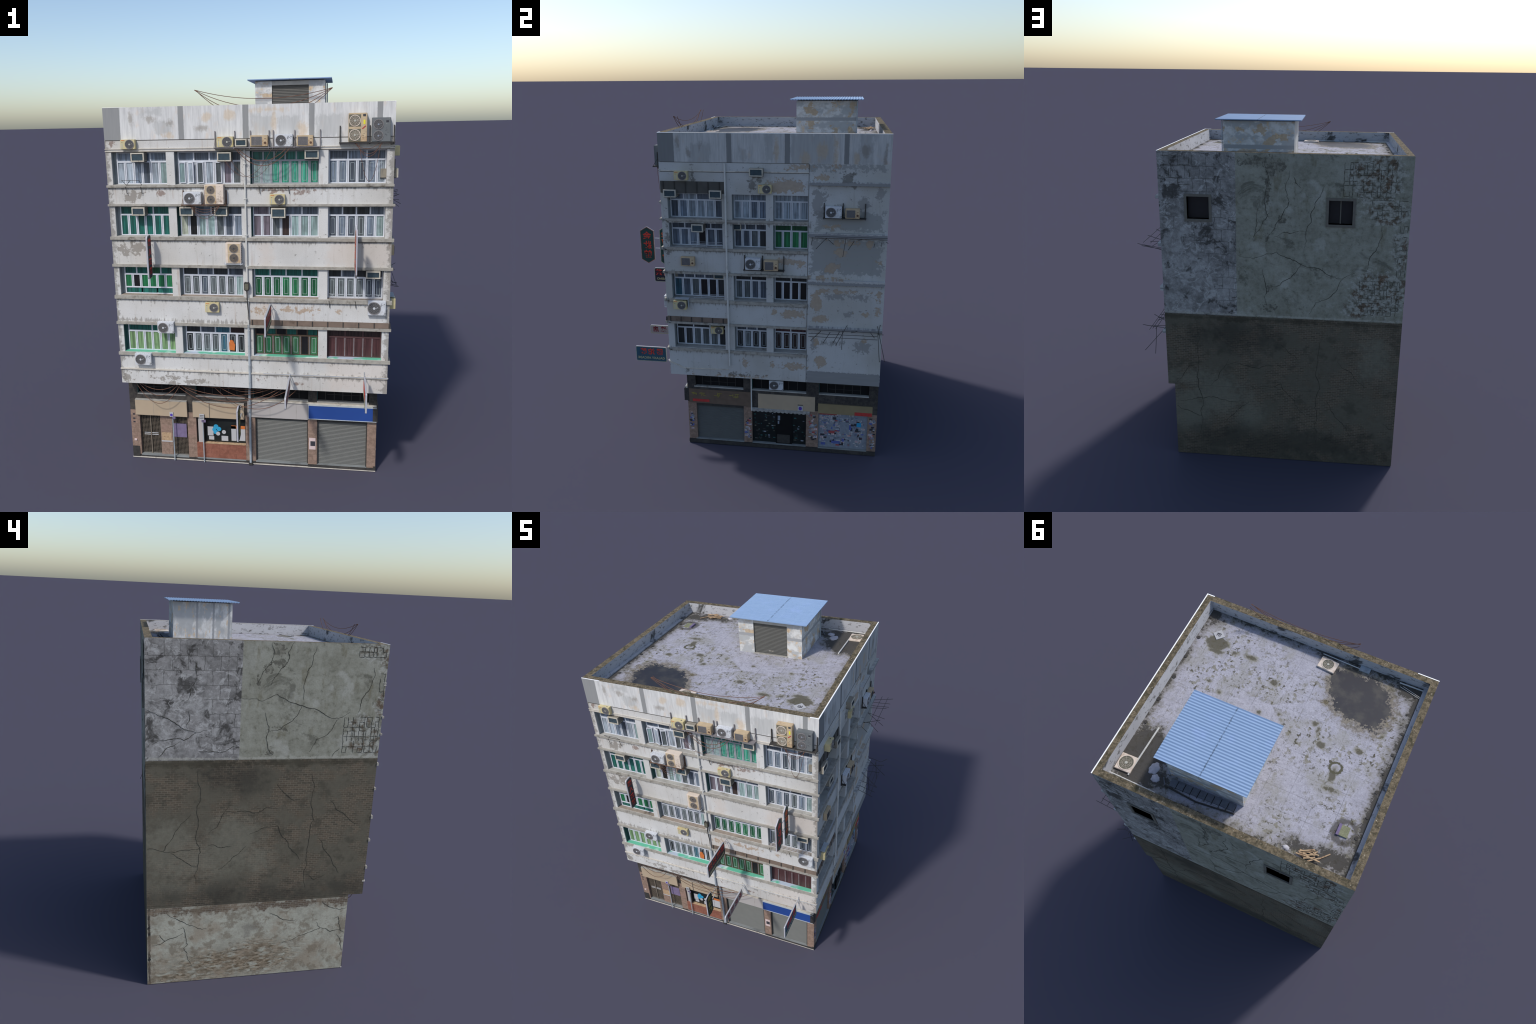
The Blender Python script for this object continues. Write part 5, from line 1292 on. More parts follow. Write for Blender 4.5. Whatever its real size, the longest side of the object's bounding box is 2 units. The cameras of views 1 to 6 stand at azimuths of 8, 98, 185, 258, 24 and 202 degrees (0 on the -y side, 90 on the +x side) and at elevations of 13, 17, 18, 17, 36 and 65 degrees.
AC = [('f', 'cream', -0.649, -0.579, 1.655, 1.699, 0.022), ('f', 'cream', -0.191, -0.116, 1.659, 1.705, 0.033), ('f', 'louvre', -0.108, -0.055, 1.661, 1.694, 0.025),
      ('f', 'grille', -0.039, 0.041, 1.660, 1.709, 0.033), ('f', 'white', 0.071, 0.152, 1.658, 1.712, 0.029), ('f', 'grille', 0.170, 0.243, 1.659, 1.706, 0.035),
      ('f', 'twin_hub', 0.396, 0.476, 1.674, 1.797, 0.029), ('f', 'twin_dark', 0.497, 0.577, 1.673, 1.776, 0.027), ('f', 'louvre', -0.605, -0.541, 1.597, 1.638, 0.014),
      ('f', 'louvre', -0.194, -0.130, 1.595, 1.636, 0.016), ('f', 'louvre', 0.204, 0.267, 1.602, 1.641, 0.013), ('f', 'white', -0.358, -0.274, 1.399, 1.456, 0.033),
      ('f', 'twin_beige', -0.255, -0.166, 1.400, 1.490, 0.038), ('f', 'cream', 0.045, 0.115, 1.397, 1.443, 0.02), ('f', 'louvre', -0.617, -0.553, 1.344, 1.383, 0.014),
      ('f', 'louvre', -0.383, -0.318, 1.344, 1.384, 0.014), ('f', 'louvre', -0.216, -0.155, 1.343, 1.384, 0.014), ('f', 'louvre', 0.050, 0.116, 1.335, 1.380, 0.014),
      ('f', 'twin_small', -0.166, -0.093, 1.120, 1.217, 0.031), ('f', 'louvre', 0.487, 0.551, 1.053, 1.088, 0.014), ('f', 'cream', -0.278, -0.209, 0.870, 0.919, 0.018),
      ('f', 'white', 0.498, 0.580, 0.877, 0.946, 0.02), ('f', 'white', -0.522, -0.439, 0.757, 0.815, 0.022), ('f', 'white', -0.648, -0.563, 0.585, 0.646, 0.025),
      ('r', 'cream', -0.372, -0.301, 1.606, 1.651, 0.03), ('r', 'louvre', -0.437, -0.370, 1.513, 1.553, 0.015), ('r', 'louvre', -0.193, -0.128, 1.511, 1.553, 0.015),
      ('r', 'louvre', 0.021, 0.091, 1.631, 1.671, 0.026), ('r', 'cream', 0.064, 0.134, 1.543, 1.587, 0.02), ('r', 'white', 0.409, 0.492, 1.426, 1.484, 0.03),
      ('r', 'grille', 0.510, 0.582, 1.426, 1.475, 0.03), ('r', 'louvre', -0.296, -0.233, 1.328, 1.3695, 0.010), ('r', 'louvre', -0.093, -0.038, 1.330, 1.3665, -0.045),
      ('r', 'grille', -0.361, -0.285, 1.139, 1.190, 0.02), ('r', 'white', -0.007, 0.075, 1.134, 1.196, 0.03), ('r', 'grille', 0.092, 0.168, 1.132, 1.188, 0.03),
      ('r', 'louvre', -0.197, -0.139, 1.049, 1.086, -0.045), ('r', 'cream', -0.412, -0.338, 0.889, 0.939, 0.03), ('r', 'cream', -0.219, -0.147, 0.730, 0.773, -0.02),
      ('g', 'white', 0.110, 0.192, 0.396, 0.454, 0.012), ('g', 'dim', -0.157, -0.083, 0.387, 0.437, 0.01)]
for a in AC:
    ac(*a)

# racks
def rack(face, posts, z, top, u0, u1, out, mat, r=0.0022, plate=True):
    mb = MB()
    fbox(mb, face, u0, u1, -out, -out + 0.004, z - 0.004, z - 0.0005)
    fbox(mb, face, u0, u1, -0.006, -0.002, z - 0.004, z - 0.0005)
    if plate:
        fbox(mb, face, u0, u1, -out + 0.004, -0.006, z - 0.0035, z - 0.0015)
    for u in posts:
        fbox(mb, face, u - r, u + r, -0.007, -0.0005, z - 0.010, top)
        fbox(mb, face, u - r * .8, u + r * .8, -out - 0.003, -0.001, z - 0.0065, z - 0.0035)
        P = FACE[face]
        mb.tube([P(u, -0.004, z + (top - z) * .55), P(u, -out, z - 0.002)], r * .55, 4)
    mb.obj("bracket_rack", mat)
rack("f", [-0.204, -0.113, -0.041, 0.044, 0.063, 0.159, 0.273], 1.658, 1.730, -0.206, 0.275, 0.036, plain("grey_bracket", (128, 124, 126), 0.6, 0.3, vary=0.3, scale=80))
rack("f", [0.36, 0.49, 0.594], 1.673, 1.744, 0.356, 0.597, 0.032, M["dark_iron"])
rack("f", [-0.365, -0.262, -0.160], 1.399, 1.462, -0.37, -0.155, 0.038, M["rust"], plate=False)
rack("f", [-0.166, -0.094], 1.119, 1.21, -0.175, -0.086, 0.034, M["steel"])
rack("r", [0.402, 0.498, 0.610], 1.426, 1.498, 0.398, 0.615, 0.03, M["dark_iron"])
rack("r", [-0.013, 0.083, 0.196], 1.133, 1.207, -0.018, 0.2, 0.03, M["dark_iron"])
mb = MB()    # loose sheet hood round the corner unit
fbox(mb, "r", -0.405, -0.328, -0.002, 0.0, 0.905, 0.95); fbox(mb, "r", -0.405, -0.328, -0.026, 0.0, 0.9465, 0.9485); fbox(mb, "r", -0.33, -0.328, -0.026, 0.0, 0.9, 0.9465)
mb.obj("sheet_hood", M["pipe_blue"])

# ------------------------------------------------------------------ pipes and street furniture
mb = MB()
mb.tube([(-0.070, YF - 0.006, 1.655), (-0.070, YF - 0.0065, 1.0), (-0.068, YF - 0.0065, 0.80)], 0.0048, 8, 0)
mb.tube([(-0.068, YF - 0.0065, 0.81), (-0.067, YF - 0.0065, 0.48), (-0.082, BY - 0.022, 0.44), (-0.085, BY - 0.007, 0.27), (-0.086, BY - 0.006, 0.004)], 0.0065, 8, 1)
for z in (1.58, 1.42, 1.25, 1.1, 0.93, 0.78, 0.6):
    mb.box(-0.078, -0.062, YF - 0.012, YF, z, z + 0.003, 0)
mb.box(-0.096, -0.076, BY - 0.014, BY, 0.0, 0.012, 2)
mb.obj("drain_pipe", [M["pipe_white"], M["pipe_blue"], M["stone_dark"]], smooth=False)
mb = MB()
mb.tube([(XR + 0.006, -0.109, 1.692), (XR + 0.0115, -0.109, 1.40), (XR + 0.0115, -0.109, 1.0), (XR + 0.0115, -0.109, 0.68), (XR + 0.006, -0.109, 0.62), (XR + 0.006, -0.109, 0.553)], 0.005, 8)
mb.tube([(BX + 0.008, 0.006, 0.472), (BX + 0.008, 0.006, 0.25)], 0.004, 8)
mb.obj("drain_pipe", [M["pipe_white"]])
# lamp head on a swan pipe
mb = MB()
P = FACE["f"]
oct_ = [(-0.008, 0.0), (-0.012, 0.005), (-0.0125, 0.036), (-0.010, 0.041), (0.010, 0.041), (0.0125, 0.036), (0.012, 0.005), (0.008, 0.0)]
mb.prism([(a - 0.072, b + 0.983) for a, b in oct_], -0.020, -0.006, lambda a, b, w: P(a, w, b))
mb.prism([(a * .7 - 0.072, (b - .02) * .7 + 1.003) for a, b in oct_], -0.022, -0.019, lambda a, b, w: P(a, w, b), 1)
mb.tube([P(-0.072, -0.013, 0.985), P(-0.071, -0.013, 0.93), P(-0.068, -0.010, 0.88), P(-0.069, -0.008, 0.81)], 0.0026, 6)
mb.obj("wall_lamp", [M["dark_iron"], M["fan_green"]])

def signpost(x, z, plates):
    mb = MB()
    mb.tube([(x, BY - 0.012, 0.0), (x, BY - 0.012, z)], 0.003, 8, 0)
    for (u0, u1, v0, v1, m) in plates:
        mb.box(u0, u1, BY - 0.018, BY - 0.016, v0, v1, m)
    mb.obj("street_sign", [M["pipe_blue"], M["paper"], M["violet"], M["print"], M["paper_violet"]])
signpost(-0.498, 0.262, [(-0.513, -0.493, 0.258, 0.284, 1), (-0.499, -0.482, 0.246, 0.259, 4)])
signpost(-0.336, 0.256, [(-0.352, -0.327, 0.25, 0.283, 1), (-0.342, -0.319, 0.236, 0.25, 4)])
mb = MB()
disc(mb, -0.503, 0.269, 0.0075, BY - 0.0188, BY - 0.0175, 0, 14)
for z in (0.257, 0.265, 0.273): mb.box(-0.3495, -0.3295, BY - 0.0187, BY - 0.0175, z, z + 0.0028, 1)
for x in (-0.4945, -0.3365): mb.box(x, x + 0.008, BY - 0.0188, BY - 0.0175, 0.241, 0.247, 1)
fbox(mb, "h", 0.275, 0.305, -0.0065, -0.003, 0.2685, 0.300, 2); fbox(mb, "h", 0.275, 0.305, -0.0062, -0.003, 0.302, 0.307, 3)
q = FACE["h"]
mb.prism([(0.29 + 0.0095 * math.cos(t * math.pi / 8), 0.284 + 0.0115 * math.sin(t * math.pi / 8)) for t in range(16)], -0.0072, -0.005, lambda a, b, w: q(a, w, b), 0)
mb.obj("sign_emblem", [M["violet"], M["print"], M["paper"], M["lattice"]])

# ------------------------------------------------------------------ hanging signs
def text_mesh(body, size, thick, bold=0.0):
    cu = bpy.data.curves.new("lettering", "FONT")
    cu.body = body; cu.size = size; cu.extrude = thick / 2; cu.offset = bold; cu.align_x = "CENTER"; cu.align_y = "CENTER"; cu.resolution_u = 3
    ob = bpy.data.objects.new("tmp_text", cu)
    bpy.context.collection.objects.link(ob)
    dg = bpy.context.evaluated_depsgraph_get()
    me = bpy.data.meshes.new_from_object(ob.evaluated_get(dg))
    bpy.data.objects.remove(ob); bpy.data.curves.remove(cu)
    return me
READ = Matrix(((0, 0, -1, 0), (-1, 0, 0, 0), (0, 1, 0, 0), (0, 0, 0, 1)))   # text right -> -y, up -> z, facing -x
def rounded(y0, y1, z0, z1, r, chamfer=None):
    if chamfer:   # pointed top and bottom
        ym = (y0 + y1) / 2
        return [(y0, z0 + chamfer), (ym, z0), (y1, z0 + chamfer), (y1, z1 - chamfer), (ym, z1), (y0, z1 - chamfer)]
    pts = []
    for cy, cz, a in ((y1 - r, z1 - r, 0), (y0 + r, z1 - r, 90), (y0 + r, z0 + r, 180), (y1 - r, z0 + r, 270)):
        for k in range(4):
            t = math.radians(a + 30 * k)
            pts.append((cy + r * math.cos(t), cz + r * math.sin(t)))
    return pts
def scale_poly(p, k):
    cy, cz = sum(a for a, _ in p) / len(p), sum(b for _, b in p) / len(p)
    ext = max(max(a for a, _ in p) - cy, 1e-6), max(max(b for _, b in p) - cz, 1e-6)
    return [(cy + (a - cy) * (1 - k / ext[0]), cz + (b - cz) * (1 - k / ext[1])) for a, b in p]
def sign(name, x, poly, thick, face, rim, edge, texts, lines, struts):
    to3 = lambda a, b, w: (w, a, b)
    mb = MB()
    mb.prism(poly, x - thick / 2, x + thick / 2, to3, 0)
    mb.prism(scale_poly(poly, 0.0012), x - thick / 2 - 0.0005, x + thick / 2 + 0.0005, to3, 1)
    mb.prism(scale_poly(poly, 0.0042), x - thick / 2 - 0.0009, x + thick / 2 + 0.0009, to3, 2)
    for p, q, r in struts:
        mb.tube([p, q], r, 6, 3)
    ob = mb.obj(name, [M[edge], M[rim], M[face], M["steel"]])
    for body, y, z, size, mat, bold in texts:
        me = text_mesh(body, size, thick + 0.003, bold)
        me.materials.clear(); me.materials.append(M[mat])
        t = bpy.data.objects.new("lettering", me)
        link(t, ob)
        t.matrix_local = Matrix.Translation((x, y, z)) @ READ
    return ob
W0 = YF
def straight(x, y, zs, r=0.0016, yend=W0):
    return [((x, y, z), (x, yend, z + 0.001), r) for z in zs]
sign("hanging_sign", -0.532, rounded(-0.540, -0.486, 1.046, 1.256, 0.014), 0.0075, "navy", "sign_rim", "sign_edge",
     [(c, -0.513, z, 0.036, "char_red", 0.0011) for c, z in zip("龍八茶館", (1.220, 1.173, 1.126, 1.082))], [], straight(-0.532, -0.487, (1.20, 1.155, 1.11), 0.0013))
sign("hanging_sign", 0.437, rounded(-0.646, -0.564, 1.088, 1.306, 0, 0.024), 0.006, "sign_green", "sign_rim_red", "sign_edge",
     [(c, -0.605, z, 0.047, "char_red", 0.0014) for c, z in zip("金妝館", (1.250, 1.196, 1.142))], [], [((0.437, -0.565, z), (0.437, -0.531, z), 0.0028) for z in (1.238, 1.179)])
sign("hanging_sign", 0.437, rounded(-0.532, -0.472, 1.080, 1.308, 0, 0.020), 0.006, "sign_green", "sign_rim", "sign_edge",
     [(c, -0.502, z, 0.038, "char_orange", 0.0012) for c, z in zip("金都食館", (1.262, 1.216, 1.170, 1.126))], [], straight(0.437, -0.473, (1.24, 1.13)))
sign("hanging_sign", 0.044, rounded(-0.714, -0.500, 0.836, 0.931, 0.010), 0.007, "navy", "sign_rim", "sign_edge",
     [(c, y, 0.898, 0.044, "char_red", 0.0013) for c, y in zip("館龍茶茶", (-0.530, -0.581, -0.632, -0.683))] + [("DIAMOND CASINO", -0.607, 0.857, 0.021, "char_tan", 0.0004)], [],
     [((0.044, -0.502, 0.918), (0.044, W0, 0.912), 0.0016), ((0.044, -0.502, 0.86), (0.044, W0, 0.885), 0.0016), ((0.044, -0.48, 0.915), (0.07, W0, 0.875), 0.0012), ((0.044, -0.48, 0.915), (0.03, W0, 0.87), 0.0012)])
sign("hanging_sign", -0.129, rounded(-0.514, -0.441, 0.196, 0.380, 0, 0.010), 0.0075, "sign_deep", "sign_deep", "sign_edge",
     [(c, -0.478, z, 0.042, "char_gold", 0.0012) for c, z in zip("金銀樓", (0.342, 0.289, 0.236))], [], [((-0.129, -0.442, z), (-0.129, BY - 0.008, z + 0.004), 0.003) for z in (0.335, 0.29)])
sign("hanging_sign", 0.132, rounded(-0.735, -0.500, 0.505, 0.564, 0.010), 0.007, "sign_pale", "char_tan", "sign_edge",
     [(c, y, 0.535, 0.040, "char_maroon", 0.0011) for c, y in zip("永記燒店", (-0.535, -0.590, -0.645, -0.698))], [],
     [((0.132, -0.503, 0.553), (0.132, W0 - 0.002, 0.561), 0.0018), ((0.132, -0.503, 0.516), (0.132, W0 - 0.002, 0.535), 0.0018), ((0.132, W0 - 0.006, 0.56), (0.155, W0, 0.50), 0.0013), ((0.132, W0 - 0.006, 0.535), (0.15, W0, 0.50), 0.0013)])
sign("hanging_sign", 0.489, rounded(-0.702, -0.514, 0.490, 0.585, 0.006), 0.007, "sign_teal", "sign_rim", "sign_edge",
     [(c, y, 0.552, 0.041, "char_red", 0.0013) for c, y in zip("醫沱路", (-0.555, -0.606, -0.655))] + [("GALAXY ARCADE", -0.608, 0.513, 0.0205, "char_tan", 0.0004)], [],
     [((0.489, -0.516, 0.575), (0.489, W0, 0.570), 0.0018), ((0.489, -0.516, 0.50), (0.489, W0, 0.522), 0.0018), ((0.489, -0.49, 0.573), (0.489, W0, 0.522), 0.0014), ((0.489, W0 - 0.004, 0.585), (0.489, W0 - 0.004, 0.52), 0.0016)])

# ------------------------------------------------------------------ cables
def sagline(p, q, sag, n=18):
    p, q = Vector(p), Vector(q)
    return [p.lerp(q, i / n) + Vector((0, 0, -4 * sag * (i / n) * (1 - i / n))) for i in range(n + 1)]
def bundle(name, specs, r, mat="cable"):
    mb = MB()
    for p, q, s in specs:
        mb.tube(sagline(p, q, s), r, 5)
    mb.obj(name, M[mat])
L, Rr = (-0.294, -0.446, 1.913), (0.325, -0.446, 1.908)
bundle("roof_cable", [(L, Rr, 0.042), ((L[0], -0.450, 1.913), (Rr[0], -0.448, 1.908), 0.078), ((L[0], -0.453, 1.913), (Rr[0], -0.450, 1.908), 0.115), ((L[0], -0.433, 1.913), (Rr[0], -0.428, 1.908), 0.148)], 0.0014)
bundle("wall_cable", [(FACE["f"](-0.11, -0.03, 1.656), FACE["f"](0.145, -0.032, 1.658), 0.083), (FACE["f"](-0.1, -0.028, 1.656), FACE["f"](0.13, -0.03, 1.656), 0.06)], 0.0015)
bundle("wall_cable", [(FACE["f"](-0.16, -0.02, 1.6), FACE["f"](0.06, -0.03, 1.656), 0.10), (FACE["f"](-0.13, -0.02, 1.6), FACE["f"](0.09, -0.03, 1.656), 0.105)], 0.0008)
bundle("wall_cable", [(FACE["f"](0.42, -0.028, 1.672), FACE["f"](0.535, -0.028, 1.672), 0.028), (FACE["f"](0.425, -0.026, 1.672), FACE["f"](0.545, -0.028, 1.672), 0.05),
                      (FACE["f"](0.43, -0.03, 1.672), FACE["f"](0.54, -0.026, 1.672), 0.062), (FACE["f"](0.443, -0.03, 1.672), FACE["f"](0.535, -0.03, 1.66), 0.165)], 0.0010)
bundle("wall_cable", [(FACE["f"](-0.33, -0.03, 1.396), FACE["f"](-0.185, -0.034, 1.396), s) for s in (0.022, 0.034, 0.05, 0.064)], 0.0009)
z = Z0 - 0.001
yb = -0.435
bundle("street_cable", [((-0.665, yb, z), (-0.465, yb, z), 0.012), ((-0.655, yb, z), (-0.445, yb, z), 0.042), ((-0.66, yb, z), (-0.44, yb, z), 0.075), ((-0.67, yb - .005, z), (-0.43, yb, z), 0.118),
                        ((-0.46, yb, z), (0.06, yb, z), 0.058), ((-0.45, yb - .004, z), (0.08, yb - .01, z), 0.086), ((-0.47, yb, z), (0.10, yb, z), 0.125), ((-0.44, yb + .004, z), (0.12, yb, z), 0.02),
                        ((-0.25, yb, z), (0.14, yb, z), 0.07), ((-0.22, yb + .01, z), (0.02, yb, z), 0.035), ((-0.27, yb, z), (0.17, yb, z), 0.125)], 0.0015)

# ------------------------------------------------------------------ laundry racks on the blank strip of the side wall
def poles(rows, bars, cross, r):
    mb = MB()
    for p, q in rows: mb.tube([p, q], r, 5)
    for p, q in bars: mb.tube([p, q], r * 0.9, 5)
    for p, q in cross: mb.tube([p, q], r * 0.9, 5)
    mb.obj("laundry_pole", M["dark_iron"])
X0 = XR - 0.002
poles([((X0, 0.722, 1.300), (0.733, 0.722, 1.332)), ((X0, 0.70, 1.296), (0.722, 0.69, 1.310)), ((X0, 0.665, 1.290), (0.722, 0.655, 1.305)), ((X0, 0.60, 1.31), (0.720, 0.578, 1.339)),
       ((X0, 0.56, 1.30), (0.724, 0.53, 1.289)), ((X0, 0.52, 1.335), (0.722, 0.505, 1.252)), ((X0, 0.455, 1.28), (0.715, 0.43, 1.337)), ((X0, 0.42, 1.31), (0.655, 0.41, 1.318)), ((0.655, 0.41, 1.318), (0.718, 0.37, 1.287)), ((X0, 0.352, 1.335), (0.66, 0.342, 1.29))],
      [((0.66, 0.36, 1.337), (0.66, 0.724, 1.337)), ((0.70, 0.362, 1.339), (0.70, 0.721, 1.339))], [((X0 + .004, 0.33, 1.337), (X0 + .004, 0.727, 1.337))], 0.0014)
poles([((X0, 0.715, 0.842), (0.695, 0.70, 0.828)), ((0.695, 0.70, 0.828), (0.733, 0.724, 0.846)), ((X0, 0.70, 0.835), (0.724, 0.738, 0.69)), ((X0, 0.66, 0.80), (0.722, 0.68, 0.821)), ((X0, 0.60, 0.80), (0.715, 0.56, 0.84)),
       ((X0, 0.54, 0.83), (0.722, 0.484, 0.768)), ((X0, 0.50, 0.79), (0.722, 0.468, 0.779)), ((X0, 0.45, 0.785), (0.722, 0.417, 0.777)), ((X0, 0.40, 0.79), (0.722, 0.352, 0.787)), ((0.65, 0.515, 0.82), (0.66, 0.515, 0.715)), ((0.66, 0.70, 0.82), (0.67, 0.715, 0.66))],
      [((0.66, 0.335, 0.822), (0.66, 0.723, 0.822)), ((0.685, 0.338, 0.812), (0.685, 0.697, 0.812)), ((0.705, 0.338, 0.803), (0.705, 0.697, 0.803))], [((X0 + .004, 0.33, 0.81), (X0 + .004, 0.727, 0.81))], 0.0016)

# ------------------------------------------------------------------ roof shed
def shed():
    x0, x1, y0, y1, zt = -0.112, 0.276, 0.227, 0.557, 1.989
    d0, d1, dz = -0.018, 0.187, 1.966
    mb = MB(); t = 0.012
    V = lambda *p: p
    mb.add([(x0, y0, ZR), (d0, y0, ZR), (d0, y0, zt), (x0, y0, zt)], [(0, 1, 2, 3)], 0)
    mb.add([(d1, y0, ZR), (x1, y0, ZR), (x1, y0, zt), (d1, y0, zt)], [(0, 1, 2, 3)], 0)
    mb.add([(d0, y0, dz), (d1, y0, dz), (d1, y0, zt), (d0, y0, zt)], [(0, 1, 2, 3)], 4)
    mb.add([(d0, y0, ZR), (d0, y0 + t, ZR), (d0, y0 + t, dz), (d0, y0, dz)], [(0, 1, 2, 3)], 4)
    mb.add([(d1, y0, ZR), (d1, y0, dz), (d1, y0 + t, dz), (d1, y0 + t, ZR)], [(0, 1, 2, 3)], 4)
    mb.add([(d0, y0, dz), (d0, y0 + t, dz), (d1, y0 + t, dz), (d1, y0, dz)], [(0, 1, 2, 3)], 4)
    mb.add([(d0, y0 + t, ZR), (d1, y0 + t, ZR), (d1, y0 + t, dz), (d0, y0 + t, dz)], [(0, 1, 2, 3)], 4)
    mb.add([(x1, y0, ZR), (x1, y1, ZR), (x1, y1, zt), (x1, y0, zt)], [(0, 1, 2, 3)], 1)
    mb.add([(x1, y1, ZR), (x0, y1, ZR), (x0, y1, zt), (x1, y1, zt)], [(0, 1, 2, 3)], 2)
    mb.add([(x0, y1, ZR), (x0, y0, ZR), (x0, y0, zt), (x0, y1, zt)], [(0, 1, 2, 3)], 3)
    mb.add([(x0, y0, zt), (x1, y0, zt), (x1, y1, zt), (x0, y1, zt)], [(0, 1, 2, 3)], 0)
    me = mb.mesh("roof_shed", [M["shed_f"], M["shed_r"], M["shed_b"], M["shed_l"], M["sill_grey"]], fix=False)
    bm = bmesh.new(); bm.from_mesh(me); bmesh.ops.remove_doubles(bm, verts=bm.verts, dist=1e-5); bmesh.ops.recalc_face_normals(bm, faces=bm.faces); bm.to_mesh(me); bm.free()
    ob = link(bpy.data.objects.new("roof_shed", me))
    n = 22 * 4
    prof = []
    for i in range(n + 1):
        prof.append((y0 + t - 0.004 - 0.002 * (0.5 + 0.5 * math.cos(math.pi * i / 2)), ZR + 0.004 + (dz - ZR - 0.005) * i / n))
    mb = MB()
    mb.prism(prof + [(y0 + t - 0.001, dz - 0.001), (y0 + t - 0.001, ZR + 0.004)], d0 + 0.001, d1 - 0.001, lambda a, b, w: (w, a, b), 0)
    mb.box(0.07, 0.10, y0 + t - 0.008, y0 + t - 0.004, 1.80, 1.805, 1)
    mb.box(d0 - 0.002, d1 + 0.002, y0 - 0.004, y0 + t, ZR, ZR + 0.004, 1)
    mb.obj("shed_shutter", [M["shutter_dark"], M["ledge"]], ob)
    # corrugated sheet, ridges running left to right
    rx0, rx1, ry0, ry1 = -0.150, 0.313, 0.1945, 0.5865
    nr = 26
    top, bot = [], []
    for i in range(nr * 6 + 1):
        y = ry0 + (ry1 - ry0) * i / (nr * 6)
        zz = 1.9982 + 0.0013 * math.cos(2 * math.pi * i / 6)
        top.append((y, zz)); bot.append((y, zz - 0.004))
    mb = MB(); N = len(top)
    v = [(rx0, a, b) for a, b in top] + [(rx1, a, b) for a, b in top] + [(rx0, a, b) for a, b in bot] + [(rx1, a, b) for a, b in bot]
    f = []
    for i in range(N - 1):
        f += [(i, N + i, N + i + 1, i + 1), (2 * N + i, 2 * N + i + 1, 3 * N + i + 1, 3 * N + i), (i, i + 1, 2 * N + i + 1, 2 * N + i), (N + i, 3 * N + i, 3 * N + i + 1, N + i + 1)]
    f += [(0, 2 * N, 3 * N, N), (N - 1, 2 * N - 1, 4 * N - 1, 3 * N - 1)]
    mb.add(v, f)
    mb.obj("tin_roof", M["blue_tin"], ob)
    mb = MB()
    mb.tube([(x1 + 0.006, y1 - 0.004, ZR), (x1 + 0.006, y1 - 0.004, 1.99)], 0.003, 6)
    mb.obj("shed_pipe", M["pipe_blue"], ob)
shed()

# ------------------------------------------------------------------ things lying on the roof (all low)
def roof_fan(cx, cy, w, h, ang):
    mb = MB()
    mb.box(-w / 2, w / 2, -h / 2, h / 2, 0, 0.010, 0)
    me = mb.mesh("roof_fan_unit", [M["ac_pink"]])
    bm = bmesh.new(); bm.from_mesh(me)
    bmesh.ops.bevel(bm, geom=list(bm.edges), offset=0.0015, segments=1, affect="EDGES"); bm.to_mesh(me); bm.free()
    ob = link(bpy.data.objects.new("roof_fan_unit", me))
    ob.location = (cx, cy, ZR); ob.rotation_euler = (0, 0, ang)
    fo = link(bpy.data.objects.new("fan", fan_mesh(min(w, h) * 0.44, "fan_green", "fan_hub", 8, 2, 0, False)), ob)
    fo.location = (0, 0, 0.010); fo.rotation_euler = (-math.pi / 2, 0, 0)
roof_fan(0.5005, 0.594, 0.086, 0.088, 0.03)
roof_fan(-0.168, -0.348, 0.098, 0.072, -0.09)
mb = MB()
mb.tube([(0.454, 0.357, ZR + 0.004), (0.462, 0.645, ZR + 0.004)], 0.0045, 6)
mb.tube([(-0.118, -0.405, ZR + 0.004), (-0.336, -0.398, ZR + 0.004)], 0.003, 6)
mb.tube([(-0.55, -0.406, ZR + 0.004), (-0.68, -0.409, ZR + 0.004), (-0.685, -0.39, ZR + 0.004)], 0.004, 6)
mb.tube([(0.56, 0.668, ZR + 0.006), (0.30, 0.672, ZR + 0.006)], 0.003, 6)
mb.tube([(-0.575, -0.392, ZR + 0.003), (-0.69, -0.36, ZR + 0.004)], 0.0014, 5); mb.tube([(-0.56, -0.384, ZR + 0.003), (-0.69, -0.352, ZR + 0.004)], 0.0014, 5)
mb.obj("roof_pipe", M["pipe_white"])
mb = MB()
mb.box(-0.385, -0.328, -0.420, -0.388, ZR, ZR + 0.008); mb.obj("meter_box", M["pipe_blue"])
mb = MB(); cx, cy, a = 0.442, -0.279, 0.82
ca, sa = math.cos(a), math.sin(a)
for (hw, z1, m) in ((0.0245, 0.003, 0),):
    mb.prism([(cx + ca * i * hw - sa * j * hw, cy + sa * i * hw + ca * j * hw) for i, j in ((-1, -1), (1, -1), (1, 1), (-1, 1))], ZR, ZR + z1, lambda p, q, w: (p, q, w), m)
mb.obj("white_tile", M["paper"])
mb = MB()     # grime blot on the tile
rr = random.Random(8)
for i in range(22):
    p, q, s = cx + rr.uniform(-.011, .011), cy + rr.uniform(-.011, .011), rr.uniform(0.001, 0.003)
    mb.box(p - s, p + s, q - s, q + s, ZR + 0.002, ZR + 0.0034 + 0.0001 * (i % 3))
mb.obj("tile_blot", M["paper_dark"], kind="stuff")
mb = MB()
mb.box(-0.612, -0.570, 0.446, 0.500, ZR, ZR + 0.007, 0); mb.box(-0.570, -0.556, 0.444, 0.502, ZR, ZR + 0.009, 1)
mb.obj("discarded_carton", [M["paper_green"], M["paper_violet"]])
mb = MB()     # broken pallet
pc = Vector((-0.485, 0.642, ZR)); rr = random.Random(2)
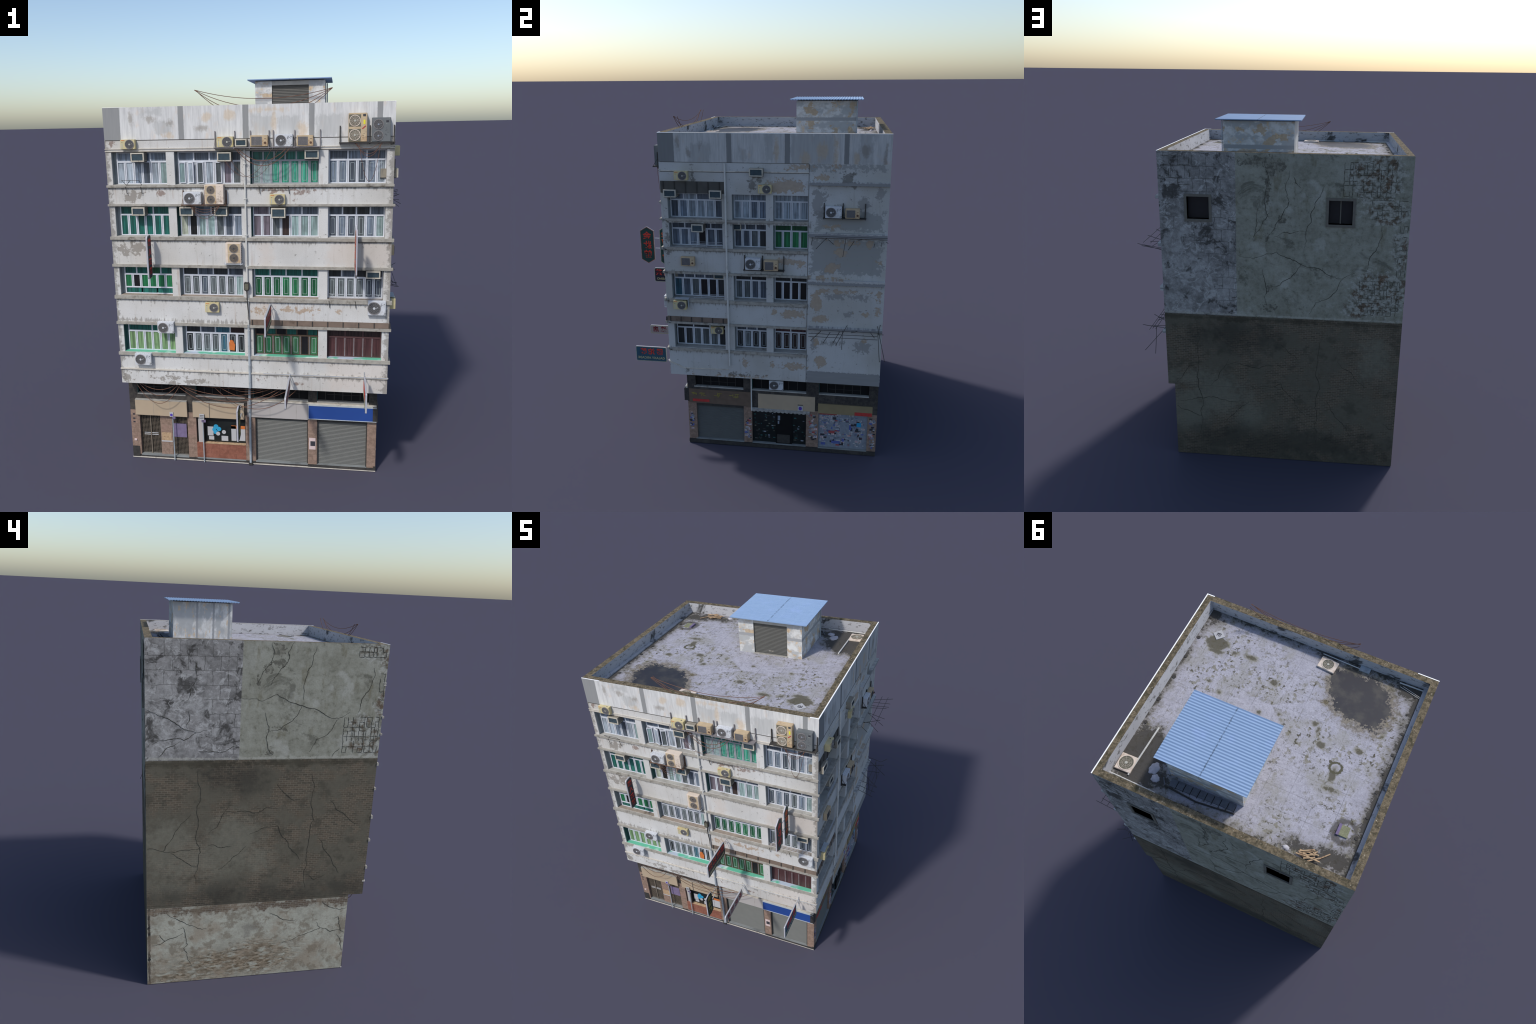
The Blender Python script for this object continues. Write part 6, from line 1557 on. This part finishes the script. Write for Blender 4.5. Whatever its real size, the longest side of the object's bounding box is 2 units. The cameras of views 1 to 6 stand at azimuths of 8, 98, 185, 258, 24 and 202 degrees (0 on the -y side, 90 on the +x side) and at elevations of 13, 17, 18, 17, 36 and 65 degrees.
for i in range(14):
    a = rr.uniform(-0.3, 0.3) + (0 if i % 2 else 0.9)
    L_ = rr.uniform(0.03, 0.075); c = pc + Vector((rr.uniform(-.07, .06), rr.uniform(-.018, .02), 0.004 + 0.0008 * i))
    d = Vector((math.cos(a), math.sin(a) * 0.45, 0)).normalized() * L_ / 2; n_ = Vector((-d.y, d.x, 0)).normalized() * 0.0028
    v = [c - d - n_, c + d - n_, c + d + n_, c - d + n_]
    mb.add([(*p[:2], p.z - 0.0012) for p in v] + [(*p[:2], p.z + 0.0012) for p in v], [(3, 2, 1, 0), (4, 5, 6, 7), (0, 1, 5, 4), (1, 2, 6, 5), (2, 3, 7, 6), (3, 0, 4, 7)])
mb.obj("timber_scrap", M["wood"], kind="stuff")
mb = MB()     # folded flight of steps behind the shed
n = 9
for i in range(n):
    xa = 0.258 - i * 0.038
    mb.box(xa - 0.034, xa, 0.572 - 0.001 * i, 0.612 - 0.0015 * i, ZR, ZR + 0.006 + 0.0012 * (i % 2), 0)
    mb.box(xa - 0.0365, xa - 0.034, 0.572, 0.614, ZR, ZR + 0.003, 1)
mb.tube([(0.275, 0.62, ZR + 0.008), (0.10, 0.633, ZR + 0.008), (-0.09, 0.612, ZR + 0.008)], 0.004, 6, 1)
mb.tube([(0.30, 0.585, ZR + 0.006), (0.275, 0.62, ZR + 0.008)], 0.003, 6, 0)
mb.obj("step_flight", [plain("grey_step", (104, 106, 112), 0.85, 0.2, vary=0.25), M["dark_iron"]])
bm = bmesh.new()
for (x, y, sx, sy) in ((0.365, 0.56, 0.026, 0.034), (0.335, 0.605, 0.022, 0.02), (-0.375, 0.655, 0.018, 0.012), (0.545, 0.672, 0.02, 0.008)):
    r = bmesh.ops.create_icosphere(bm, subdivisions=3, radius=1.0)
    for v in r["verts"]:
        k = 1 + 0.18 * math.sin(v.co.x * 5 + x * 40) * math.cos(v.co.y * 6 + y * 30)
        v.co = Vector((x + v.co.x * sx * k, y + v.co.y * sy * k, ZR + v.co.z * 0.008))
me = bpy.data.meshes.new("rubble_heap"); bm.to_mesh(me); bm.free(); me.materials.append(M["rock"]); me.shade_smooth()
link(bpy.data.objects.new("rubble_heap", me))
mb = MB(); rr = random.Random(6)     # dark clods along the kerbs
for i in range(14):
    right = i < 6
    x = XR - 0.063 + rr.uniform(-.004, .004) if right else XL + 0.075 + rr.uniform(-.008, .012)
    y = -0.38 + (i if right else i - 6) * (0.15 if right else 0.125) + rr.uniform(-.02, .02)
    r = rr.uniform(0.007, 0.012)
    mb.prism([(x + r * math.cos(t) * rr.uniform(.8, 1.1), y + r * math.sin(t) * rr.uniform(.8, 1.1)) for t in [k * math.pi / 4 for k in range(8)]], ZR, ZR + 0.003, lambda a, b, w: (a, b, w))
mb.obj("roof_clod", M["dark_iron"], kind="stuff")
bpy.context.view_layer.update()
